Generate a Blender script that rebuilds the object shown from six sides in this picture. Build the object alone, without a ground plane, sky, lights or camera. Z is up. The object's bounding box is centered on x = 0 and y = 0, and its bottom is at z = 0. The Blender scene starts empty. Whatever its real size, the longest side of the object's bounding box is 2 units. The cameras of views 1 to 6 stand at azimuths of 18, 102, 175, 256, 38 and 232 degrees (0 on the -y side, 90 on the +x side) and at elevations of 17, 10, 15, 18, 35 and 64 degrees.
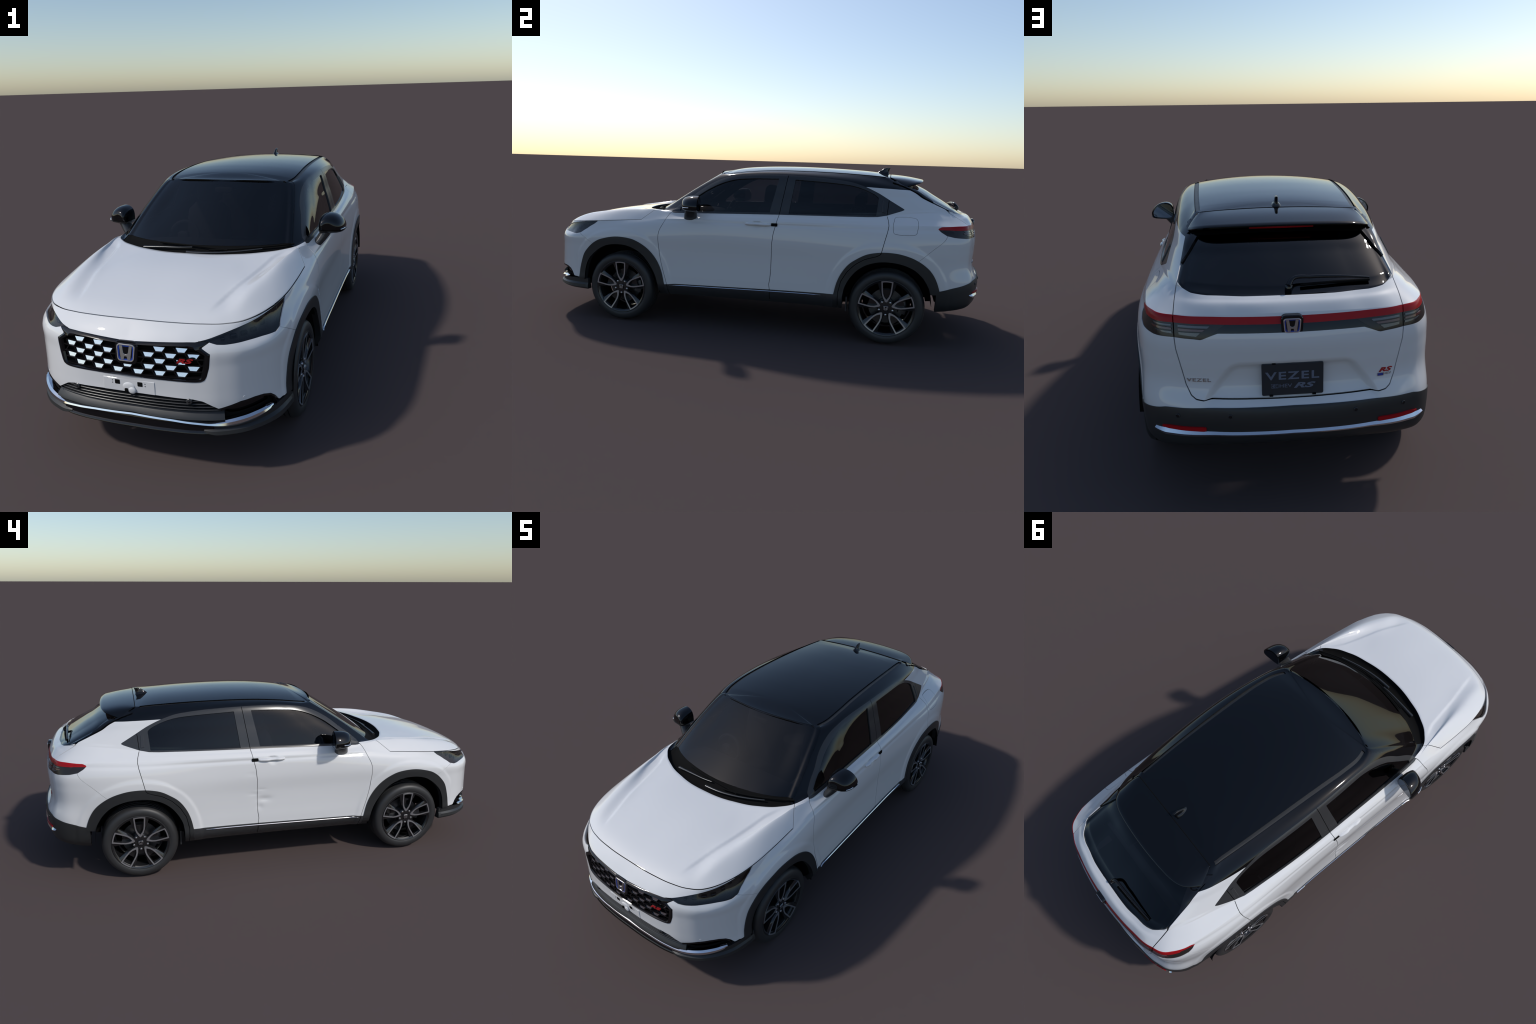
# White compact SUV with a black roof, built part by part.
# The body is one smooth surface lofted through rings that run round the car from the nose
# to the tail (x >= 0 half); panels are cut out of it along the shut lines and mirrored.
import bpy, bmesh, math
import numpy as np
from mathutils import Vector, Matrix
from mathutils.bvhtree import BVHTree

SHIFT_X = .005      # the body sits slightly off the middle of its bounding box

# ---------------------------------------------------------------- splines
def tangents(t, p):
    t = np.asarray(t, float); p = np.asarray(p, float)
    d = np.diff(p, axis=0) / np.diff(t)[:, None]
    m = np.zeros_like(p)
    h = np.diff(t)
    m[1:-1] = (d[:-1] * h[1:, None] + d[1:] * h[:-1, None]) / (h[1:] + h[:-1])[:, None]
    m[0] = 1.5 * d[0] - 0.5 * m[1] if len(t) > 2 else d[0]
    m[-1] = 1.5 * d[-1] - 0.5 * m[-2] if len(t) > 2 else d[-1]
    return m
def spline(t, p, q, m=None):
    t = np.asarray(t, float); p = np.asarray(p, float)
    flat = p.ndim == 1
    if flat: p = p[:, None]
    if m is None: m = tangents(t, p)
    q = np.asarray(q, float)
    i = np.clip(np.searchsorted(t, q, side="right") - 1, 0, len(t) - 2)
    h = (t[i + 1] - t[i]); s = ((q - t[i]) / h)[:, None]; h = h[:, None]
    r = ((1 + 2*s)*(1-s)**2)*p[i] + s*(1-s)**2*h*m[i] + s*s*(3-2*s)*p[i+1] + s*s*(s-1)*h*m[i+1]
    return r[:, 0] if flat else r
# ---------------------------------------------------------------- body rings
OUT = np.array([(0,-.990),(.10,-.988),(.18,-.980),(.25,-.962),(.31,-.928),(.35,-.885),(.375,-.84),(.392,-.77),(.401,-.68),(.405,-.58),
 (.4045,-.45),(.402,-.30),(.401,-.1),(.401,.1),(.402,.3),(.405,.45),(.408,.60),(.404,.70),(.392,.80),(.372,.875),(.335,.925),(.28,.952),(.18,.974),(.08,.985),(0,.988)])
def theta(p):
    p = np.asarray(p, float); return np.arctan2(p[..., 0] / .4, -p[..., 1])
TH_OUT = theta(OUT)
def outline(th):
    m = tangents(TH_OUT, OUT); m[0] = (m[0][0], 0); m[-1] = (m[-1][0], 0)
    return spline(TH_OUT, OUT, th, m)
def outline_normal(th):
    e = 1e-3
    d = outline(np.clip(th + e, 0, np.pi)) - outline(np.clip(th - e, 0, np.pi))
    n = np.stack([-d[:, 1], d[:, 0]], 1) * -1
    n /= np.linalg.norm(n, axis=1)[:, None]
    return n  # outward
MARK = theta(np.array([(0,-.99),(.25,-.962),(.35,-.885),(.405,-.58),(.402,-.30),(.4015,.2),(.408,.6),(.392,.80),(.372,.875),(.18,.974),(0,.988)]))
LOW = [  # inset from the plan outline, then height, at: front centre, front, corner, front axle, door, door, rear axle, behind it, corner, rear, rear centre
 ((.060,.050,.035,.030,.024,.024,.024,.038,.024,.024,.034),(.135,.135,.132,.136,.142,.144,.145,.150,.160,.174,.178)),
 ((.010,.006,.004,.003,.002,.002,.003,.020,.008,.004,.005),(.168,.168,.170,.172,.174,.176,.178,.180,.184,.192,.194)),
 ((-.003,.000,.005,.002,.000,.000,.002,.013,.003,-.005,-.005),(.215,.215,.215,.215,.212,.215,.220,.222,.225,.225,.225)),
 ((-.003,.001,.007,.003,.002,.002,.002,.010,.003,-.005,-.005),(.265,.265,.265,.270,.270,.270,.270,.272,.275,.274,.274)),
 ((-.007,.004,.008,.001,.002,.003,.001,.009,.012,.017,.019),(.330,.330,.330,.340,.340,.340,.340,.340,.340,.335,.335)),
 ((-.003,.006,.009,.000,-.001,.001,.002,.008,.012,.015,.016),(.375,.374,.372,.395,.405,.405,.405,.403,.400,.395,.395)),
 ((.020,.023,.031,.012,.006,.007,.010,.013,.015,.015,.014),(.404,.403,.400,.435,.452,.462,.462,.457,.450,.450,.450)),
]
SHOULDER = [(0,-.940,.436),(.116,-.936,.435),(.19,-.926,.434),(.25,-.908,.433),(.295,-.882,.435),(.332,-.833,.441),(.354,-.775,.446),(.368,-.70,.452),(.374,-.60,.460),(.3755,-.49,.469),
 (.381,-.36,.478),(.387,-.1,.487),(.388,.15,.492),(.386,.4,.496),(.379,.6,.500),(.368,.74,.503),(.354,.83,.503),(.33,.885,.503),(.27,.920,.505),(.18,.940,.508),(.08,.951,.511),(0,.953,.512)]
CREST = [(0,-.878,.459),(.10,-.877,.459),(.18,-.871,.458),(.235,-.852,.461),(.275,-.795,.478),(.300,-.715,.491),(.319,-.62,.504),(.333,-.52,.510),(.345,-.44,.509),(.362,-.35,.495),(.377,-.1,.499),(.380,.15,.503),
 (.377,.4,.508),(.367,.58,.513),(.355,.69,.517),(.340,.78,.520),(.315,.85,.522),(.255,.900,.526),(.15,.928,.529),(0,.938,.530)]
MIDHOOD = [(0,-.71,.494),(.12,-.705,.493),(.19,-.69,.491),(.245,-.66,.491),(.28,-.61,.496),(.305,-.555,.504),(.325,-.49,.509),(.338,-.43,.511),(.354,-.35,.505),(.368,-.1,.507),(.371,.15,.511),
 (.368,.4,.516),(.356,.58,.522),(.341,.68,.529),(.324,.77,.535),(.300,.835,.537),(.25,.883,.538),(.15,.911,.538),(0,.921,.538)]
BELT = [(0,-.555,.508),(.131,-.540,.508),(.223,-.510,.510),(.29,-.468,.512),(.329,-.42,.513),(.344,-.36,.512),(.357,-.2,.514),(.363,0,.517),(.365,.15,.521),(.361,.35,.525),(.350,.5,.529),
 (.338,.6,.536),(.322,.68,.546),(.305,.76,.552),(.285,.82,.553),(.25,.865,.551),(.16,.892,.547),(.07,.902,.544),(0,.904,.543)]
COWL = [(0,-.530,.488),(.131,-.516,.490),(.218,-.488,.494),(.287,-.448,.499),(.324,-.405,.508),(.341,-.35,.517),(.353,-.2,.521),(.359,0,.525),(.361,.15,.528),(.358,.35,.532),(.347,.5,.537),
 (.335,.595,.543),(.320,.675,.551),(.304,.75,.557),(.284,.808,.559),(.25,.852,.558),(.16,.880,.554),(.07,.890,.551),(0,.892,.550)]
GLASSLOW = [(0,-.478,.516),(.131,-.464,.516),(.215,-.443,.517),(.285,-.408,.518),(.317,-.383,.520),(.337,-.335,.525),(.350,-.2,.530),(.356,0,.533),(.358,.15,.536),(.355,.35,.540),(.345,.5,.545),
 (.333,.59,.550),(.317,.67,.557),(.302,.735,.562),(.283,.795,.566),(.25,.838,.566),(.16,.868,.562),(.07,.879,.559),(0,.881,.558)]
MID = [(0,-.325,.612),(.12,-.314,.610),(.19,-.299,.608),(.262,-.280,.608),(.293,-.261,.606),(.311,-.215,.606),(.327,-.10,.605),(.332,.05,.606),(.334,.18,.607),(.330,.33,.607),(.321,.45,.606),
 (.309,.545,.606),(.297,.62,.606),(.284,.68,.606),(.268,.725,.606),(.24,.755,.607),(.15,.780,.610),(.07,.789,.612),(0,.790,.612)]
RAIL = [(0,-.200,.687),(.11,-.192,.686),(.17,-.181,.684),(.232,-.162,.682),(.264,-.144,.678),(.278,-.112,.678),(.291,-.02,.684),(.297,.08,.687),(.298,.18,.687),(.294,.30,.683),(.288,.40,.677),
 (.281,.50,.668),(.272,.58,.658),(.264,.64,.648),(.252,.672,.645),(.225,.686,.647),(.15,.702,.652),(.07,.708,.655),(0,.710,.655)]
ROOF = [(0,-.188,.692),(.11,-.181,.691),(.165,-.171,.689),(.215,-.154,.685),(.243,-.138,.680),(.256,-.10,.685),(.262,-.02,.695),(.259,.08,.702),(.255,.18,.704),(.250,.30,.703),(.245,.40,.700),
 (.240,.48,.696),(.236,.535,.693),(.232,.575,.690),(.222,.59,.689),(.20,.594,.690),(.13,.599,.694),(.06,.601,.696),(0,.602,.697)]
ROOFC = [(-.19,.692),(-.10,.708),(0,.7165),(.1,.720),(.2,.7205),(.3,.7185),(.4,.715),(.5,.709),(.605,.697)]
CORNERS = (4, 14)   # index of front and rear corner in the cabin rings
def lowring(k, th):
    d, z = LOW[k]
    P = outline(th); N = outline_normal(th)
    dd = spline(MARK, np.array(d), th); zz = spline(MARK, np.array(z), th)
    return np.column_stack([P - N * dd[:, None], zz])
def flat_ends(m):
    m = m.copy(); m[0, 1:] = 0; m[-1, 1:] = 0; return m
def ringspline(R, t, q):
    R = np.array(R, float); return spline(t, R, q, flat_ends(tangents(t, R)))
def cabin_param(R):
    R = np.array(R, float); s = np.r_[0, np.cumsum(np.linalg.norm(np.diff(R, axis=0), axis=1))]
    a, b = CORNERS
    w = np.zeros(len(R))
    w[:a+1] = s[:a+1] / s[a]; w[a:b+1] = 1 + (s[a:b+1]-s[a])/(s[b]-s[a]); w[b:] = 2 + (s[b:]-s[b])/(s[-1]-s[b])
    return w
def rows(nu):
    ss = np.linspace(0, np.pi, 4001); o = outline(ss)
    arc = np.r_[0, np.cumsum(np.linalg.norm(np.diff(o, axis=0), axis=1))]
    th = np.interp(np.linspace(0, arc[-1], nu), arc, ss); th[0] = 0; th[-1] = np.pi
    a = np.linspace(0, arc[-1], nu)
    L = [lowring(k, th) for k in range(len(LOW))]
    for R in (SHOULDER, CREST, MIDHOOD, BELT): L.append(ringspline(R, theta(np.array(R)), th))
    wb = cabin_param(BELT); tb = theta(np.array(BELT)); w = np.interp(th, tb, wb)
    # smooth monotone map
    w = spline(tb, wb, th); w = np.maximum.accumulate(np.clip(w, 0, 3)); w[-1] = 3
    U = [ringspline(R, cabin_param(R), w) for R in (COWL, GLASSLOW, MID, RAIL, ROOF)]
    for r in L + U: r[0, 0] = 0; r[-1, 0] = 0
    return th, a, L, U, w
def interp_rows(rws, counts, knots=None):
    """Catmull-Rom across the rings; counts = samples per gap"""
    R = np.array(rws); n = len(R)
    t = np.arange(n, dtype=float) if knots is None else np.array(knots, float)
    q = np.concatenate([np.linspace(t[i], t[i+1], c, endpoint=False) for i, c in enumerate(counts)] + [[t[-1]]])
    out = spline(t, R.reshape(n, -1), q).reshape(len(q), *R.shape[1:])
    return out
def meanknots(rws):
    R = np.array(rws); d = np.linalg.norm(np.diff(R, axis=0), axis=2).mean(1)
    return np.r_[0, np.cumsum(d ** .7)]

def body(nu, dens):
    """grid of points, with plan arc length a, cabin parameter w (1 = front corner, 2 = rear corner) and ring coordinate r"""
    th, a, L, U, w = rows(nu)
    c = lambda *k: [max(2, int(round(v * dens))) for v in k]
    rr = []
    def seg(rws, counts, knots, first):
        for i, n in enumerate(counts): rr.extend(first + i + np.arange(n) / n)
        return interp_rows(rws, counts, knots)[:-1]
    parts = [seg(L[:8], c(8,7,8,10,10,8,8), meanknots(L[:8]), 0),
             seg(L[7:11], c(10,12,14), [0, .8, 1.8, 2.8], 7),
             seg([L[10], U[0], U[1]], c(5, 5), [0, 1, 2], 10),
             seg(U[1:], c(18,16,8), meanknots(U[1:]), 12)]
    edge = U[-1]; ry = np.array(ROOFC); top = []
    n = int(34 * dens)
    for i in range(n + 1):
        s = 1 - i / n
        p = edge.copy(); p[:, 0] *= s
        p[:, 1] = edge[:, 1] + (np.clip(edge[:, 1], -.10, .52) - edge[:, 1]) * (1 - s)
        zc = spline(ry[:, 0], ry[:, 1], np.clip(p[:, 1], -.19, .605))
        p[:, 2] = edge[:, 2] + (zc - edge[:, 2]) * (1 - s ** 2.2)
        top.append(p); rr.append(15 + i / n)
    G = np.concatenate(parts + [np.array(top)])
    return G, a, w, np.array(rr)

# ---------------------------------------------------------------- 2D outlines
def mirror_closed(half):
    return half + [(-x, z) for x, z in reversed(half)]
def sdf(poly, u, v):
    """signed distance to a closed outline, negative inside"""
    P = np.array(poly, float); Q = np.roll(P, -1, 0)
    best = np.full(u.shape, 1e9); inside = np.zeros(u.shape, bool)
    for (ax, ay), (bx, by) in zip(P, Q):
        ex, ey = bx - ax, by - ay
        t = np.clip(((u - ax) * ex + (v - ay) * ey) / (ex * ex + ey * ey + 1e-18), 0, 1)
        best = np.minimum(best, (u - ax - t * ex) ** 2 + (v - ay - t * ey) ** 2)
        c = (ay > v) != (by > v)
        with np.errstate(divide="ignore", invalid="ignore"):
            inside ^= c & (u < ex * (v - ay) / (ey if ey else 1e-18) + ax)
    d = np.sqrt(best)
    return np.where(inside, -d, d)
def curve_sd(pts, u, v):
    """height of v above the open line v = f(u), about as a distance"""
    P = np.array(pts, float); f = np.interp(u, P[:, 0], P[:, 1])
    g = np.interp(u, (P[1:, 0] + P[:-1, 0]) / 2, np.diff(P[:, 1]) / np.diff(P[:, 0]))
    return (v - f) / np.sqrt(1 + g * g)
def smooth(e0, e1, x):
    t = np.clip((x - e0) / (e1 - e0), 0, 1); return t * t * (3 - 2 * t)
def densify(pts, closed=True, n=6):
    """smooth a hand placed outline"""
    P = np.array(pts, float)
    if closed: P = np.vstack([P[-1], P, P[0], P[1]])
    else: P = np.vstack([2 * P[0] - P[1], P, 2 * P[-1] - P[-2]])
    out = []
    for i in range(1, len(P) - 2):
        for k in range(n):
            t = k / n; a, b, c, d = P[i - 1:i + 3]
            out.append(.5 * ((2 * b) + (c - a) * t + (2 * a - 5 * b + 4 * c - d) * t * t + (3 * b - a - 3 * c + d) * t ** 3))
    if not closed: out.append(P[-2])
    return [tuple(p) for p in out]

# side view outlines (y, z)
ARCH_F_OUT = densify([(-.800,.185),(-.792,.237),(-.773,.295),(-.745,.331),(-.714,.357),(-.675,.375),(-.606,.389),(-.535,.385),(-.486,.367),(-.442,.336),(-.408,.295),(-.385,.246),(-.371,.187)], False)
ARCH_F_IN = densify([(-.768,.181),(-.760,.236),(-.742,.279),(-.707,.315),(-.664,.342),(-.615,.354),(-.556,.353),(-.506,.336),(-.469,.309),(-.439,.271),(-.415,.229),(-.401,.185)], False)
ARCH_R_OUT = densify([(.386,.202),(.396,.249),(.413,.291),(.441,.331),(.476,.358),(.517,.380),(.571,.391),(.624,.391),(.666,.384),(.707,.370),(.746,.347),(.776,.319),(.798,.282),(.814,.238)], False)
ARCH_R_IN = densify([(.423,.198),(.431,.238),(.451,.277),(.478,.310),(.516,.336),(.567,.351),(.621,.352),(.668,.343),(.707,.326),(.737,.301),(.758,.273),(.772,.245),(.780,.215)], False)
down = lambda p, q=.0: [(p[0][0] - .004, q)] + p + [(p[-1][0] + .004, q)]
ARCH_F_OUT, ARCH_F_IN, ARCH_R_OUT, ARCH_R_IN = map(down, (ARCH_F_OUT, ARCH_F_IN, ARCH_R_OUT, ARCH_R_IN))
DLO_TOP = densify([(-.356,.507),(-.346,.523),(-.311,.553),(-.271,.581),(-.219,.621),(-.160,.653),(-.106,.671),(-.030,.682),(.043,.686),(.160,.686),(.288,.681),(.380,.673),(.430,.666),(.464,.657),(.502,.644),(.546,.624),(.590,.599),(.651,.565)], False, 4)
DLO = DLO_TOP + [(.655,.561),(.645,.556),(.585,.536),(.547,.529),(.508,.527),(.311,.5235),(.134,.520),(-.152,.511),(-.345,.504)]
WIN_F = densify([(-.232,.590),(-.196,.614),(-.138,.642),(-.071,.661),(.010,.668)], False, 4) + [(.121,.670),(.093,.527),(-.318,.515),(-.318,.527)]
WIN_R = [(.193,.669)] + densify([(.297,.664),(.382,.658),(.439,.651),(.486,.638),(.527,.620),(.545,.607)], False, 4) + [(.547,.602),(.541,.534),(.310,.529),(.176,.526)]
SEAM_MID = [(.160,.687),(.136,.520),(.129,.484),(.119,.442),(.114,.394),(.1135,.290),(.111,.248),(.107,.222),(.111,.195),(.112,.05)]
SEAM_FRONT = [(-.352,.05),(-.355,.165),(-.359,.186),(-.369,.222),(-.386,.282),(-.398,.353),(-.401,.400),(-.396,.429),(-.381,.460),(-.367,.494),(-.357,.508)]
SEAM_REAR = [(.404,.05),(.404,.209),(.415,.261),(.439,.303),(.471,.336),(.508,.359),(.552,.373),(.567,.380),(.573,.389),(.580,.422),(.593,.477),(.596,.498),(.593,.515),(.585,.536),(.590,.599)]
DOOR_F = SEAM_MID + densify(SEAM_FRONT, False, 3) + [p for p in DLO_TOP if p[0] < .158]
DOOR_R = list(reversed(SEAM_MID)) + [p for p in DLO_TOP if .162 < p[0] < .588] + list(reversed(SEAM_REAR))
FUEL = densify([(.616,.519),(.628,.532),(.694,.531),(.711,.518),(.710,.482),(.697,.466),(.628,.466),(.614,.481)], True, 3)
SILL_TOP = [(-1.0,.184),(-.37,.187),(-.32,.192),(.11,.200),(.386,.203),(1,.205)]
SPLIT = [(.40,.652),(.502,.648),(.667,.640),(.75,.634)]      # black roof side above, white rear pillar below
# front and rear outlines
GRILLE = mirror_closed([(0,.391),(.066,.394),(.167,.398),(.225,.398),(.206,.385),(.229,.369),(.2245,.33),(.218,.306),(.213,.297),(.204,.291),(.19,.290),(.104,.2925),(0,.294)])
LIGHT_F = [(.186,.397)] + densify([(.226,.4045),(.301,.4205),(.362,.4315),(.424,.4425),(.497,.452)], False, 4) + [(.514,.449),(.519,.436),(.506,.414),(.478,.394),(.450,.387),(.398,.388),(.322,.388),(.271,.389),(.251,.391),(.226,.398)]
BUMPER_LOW = [(-.1,.247),(.0,.247),(.075,.246),(.18,.242),(.207,.236),(.247,.213),(.307,.227),(.368,.228),(.405,.219),(.424,.205),(.438,.187),(.70,.185)]
FOG = densify([(.268,.206),(.31,.216),(.36,.219),(.395,.211),(.405,.199),(.37,.196),(.30,.190),(.27,.194)], True, 3)
HATCH = mirror_closed([(0,.301),(.213,.301),(.232,.304),(.244,.313),(.256,.338),(.265,.379),(.276,.428),(.279,.46),(.280,.505),(.279,.53),(.276,.553),(.267,.591),(.257,.645),(.252,.67),(0,.72)])
GLASS_LOW = [(0,.5415),(.113,.542),(.2,.544),(.238,.547),(.262,.553),(.274,.562),(.5,.60)]
FIN = [(.2685,.588),(.300,.60),(.29,.72),(.17,.72),(.194,.661),(.221,.648),(.237,.628),(.252,.607)]
TAIL = [(2.104,.494),(2.128,.502),(2.198,.5055),(2.27,.506),(2.386,.506),(2.60,.506),(2.60,.470),(2.383,.469),(2.365,.462),(2.343,.453),(2.326,.4545),(2.274,.456),(2.208,.456),(2.146,.461),(2.115,.468),(2.103,.482)]
RED_LOW = [(2.05,.490),(2.132,.490),(2.2,.489),(2.28,.4895),(2.387,.489),(2.60,.489)]
LAMP_BARS = [("clear", [(2.195,.4855),(2.264,.4855),(2.264,.4815),(2.207,.482)]), ("red", [(2.19,.479),(2.265,.4775),(2.266,.473),(2.198,.474)]), ("clear", [(2.206,.4705),(2.267,.4695),(2.268,.4645),(2.226,.467)]),
             ("clear", [(2.281,.486),(2.364,.485),(2.359,.480),(2.281,.481)]), ("red", [(2.282,.478),(2.353,.477),(2.347,.4725),(2.283,.4725)]), ("clear", [(2.284,.4695),(2.342,.4695),(2.332,.461),(2.286,.464)])]
BUMPER_R = [(1.9,.190),(2.057,.233),(2.089,.241),(2.148,.258),(2.188,.267),(2.23,.277),(2.25,.282),(2.353,.286),(2.60,.289)]
SEAM_BR = [(1.85,.23),(2.001,.364),(2.115,.465),(2.2,.54)]
PLATE_DIP = mirror_closed([(0,.396),(.128,.393),(.142,.390),(.155,.381),(.192,.332),(.215,.300),(.215,.28),(0,.28)])

# ---------------------------------------------------------------- body surface
G, A, W, RR = body(500, 1.0)
NV, NU = G.shape[:2]
def relief(G):
    x, y, z = G[..., 0].copy(), G[..., 1].copy(), G[..., 2].copy()
    r = np.repeat(RR[:, None], NU, 1); a = np.repeat(A[None], NV, 0)
    # raised bands round the wheel arches
    side = (a > .46) & (a < 2.16) & (r < 7)
    for o in (ARCH_F_OUT, ARCH_R_OUT):
        d = sdf(o, y, z)
        G[..., 0] += np.where(side, .0030 * smooth(.042, .026, d), 0)
    # bonnet: the middle field steps down along a crease before the shoulder rises
    line = np.interp(y, [-.88, -.70, -.53, -.45], [.198, .243, .275, .31])
    d = x - line
    dip = smooth(-.004, .012, d) * (1 - smooth(.015, .075, d)) * smooth(-.90, -.82, y) * (1 - smooth(-.52, -.45, y))
    G[..., 2] -= np.where((r > 7.3) & (r < 10), .0050 * dip, 0)
    # number plate recess in the tailgate
    d = sdf(PLATE_DIP, x, z)
    rear = (y > .9) & (r < 6.8)
    G[..., 1] -= np.where(rear, .015 * smooth(.002, -.018, d) * smooth(.285, .305, z), 0)
    # finger dish behind the front door handle
    G[..., 0] -= np.where(side & (np.abs(y) < .2), .005 * smooth(.026, .008, np.hypot(y - .045, (z - .4785) * 1.1)), 0)
    # waist line along the doors
    d = z - np.interp(y, [-.45, -.36, .2, .6, .85], [.468, .472, .478, .482, .49])
    G[..., 0] -= np.where(side, .0025 * np.exp(-(d / .006) ** 2) * smooth(-.45, -.30, y), 0)
    return G
G = relief(G)
def grid_normals(G):
    E = np.concatenate([G[:, 1:2] * [-1, 1, 1], G, G[:, -2:-1] * [-1, 1, 1]], 1)
    du = E[:, 2:] - E[:, :-2]
    dv = np.gradient(G, axis=0)
    n = np.cross(du, dv); l = np.linalg.norm(n, axis=2, keepdims=True)
    n /= np.maximum(l, 1e-12)
    n[:, 0, 0] = 0; n[:, -1, 0] = 0
    n[-1] = n[-2]
    # the roof rings fold at the rear corners: take the normals there from their neighbours
    up = n[..., 2] * np.sign(n[NV - 20, NU // 2, 2]); j = np.arange(NU)
    for i in range(NV):
        if RR[i] > 14.95:
            bad = up[i] < .93 if RR[i] > 15.1 else up[i] < .3
            for k in range(3): n[i, bad, k] = np.interp(j[bad], j[~bad], n[i, ~bad, k])
    return n
N = grid_normals(G)
KEYS = dict(x=0, y=1, z=2, nx=3, ny=4, nz=5, a=6, w=7, r=8)
ATT = np.concatenate([G.reshape(-1, 3), N.reshape(-1, 3), np.tile(A, NV)[:, None], np.tile(W, NV)[:, None], np.repeat(RR, NU)[:, None]], 1)
ids = np.arange(NV * NU).reshape(NV, NU)
q0, q1, q2, q3 = ids[:-1, :-1].ravel(), ids[:-1, 1:].ravel(), ids[1:, 1:].ravel(), ids[1:, :-1].ravel()
TRI = np.concatenate([np.stack([q0, q1, q2], 1), np.stack([q0, q2, q3], 1)])
area = np.linalg.norm(np.cross(ATT[TRI[:, 1], :3] - ATT[TRI[:, 0], :3], ATT[TRI[:, 2], :3] - ATT[TRI[:, 0], :3]), axis=1)
TRI = TRI[area > 1e-12]
if np.einsum("ij,ij->i", np.cross(ATT[TRI[:, 1], :3] - ATT[TRI[:, 0], :3], ATT[TRI[:, 2], :3] - ATT[TRI[:, 0], :3]), ATT[TRI[:, 0], 3:6]).mean() < 0: TRI = TRI[:, ::-1]
mid = ATT[(NV // 4) * NU + NU // 2]
if mid[3] < 0: ATT[:, 3:6] *= -1; TRI = TRI[:, ::-1]
BODY_BVH = BVHTree.FromPolygons([Vector(v) for v in np.concatenate([ATT[:, :3], ATT[:, :3] * [-1, 1, 1]])], np.concatenate([TRI, TRI + len(ATT)]).tolist())

def D(att): return {k: att[:, i] for k, i in KEYS.items()}
def cut(att, tri, f):
    f = np.where(np.abs(f) < 2e-5, 2e-5, f); s = f > 0
    k = s[tri].sum(1); mixed = (k == 1) | (k == 2)
    if not mixed.any(): return att, tri
    m = tri[mixed]; sm = s[m]
    lone = np.where((sm.sum(1) == 1)[:, None], sm, ~sm).argmax(1)
    row = np.arange(len(m)); i, j, l = m[row, lone], m[row, (lone + 1) % 3], m[row, (lone + 2) % 3]
    e = np.sort(np.concatenate([np.stack([i, j], 1), np.stack([i, l], 1)]), 1)
    u, inv = np.unique(e, axis=0, return_inverse=True); inv = inv.ravel()
    t = (f[u[:, 0]] / (f[u[:, 0]] - f[u[:, 1]]))[:, None]
    new = att[u[:, 0]] * (1 - t) + att[u[:, 1]] * t
    ij, il = len(att) + inv[:len(m)], len(att) + inv[len(m):]
    tri = np.concatenate([tri[~mixed], np.stack([i, ij, il], 1), np.stack([ij, j, l], 1), np.stack([ij, l, il], 1)])
    return np.concatenate([att, new]), tri

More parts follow.
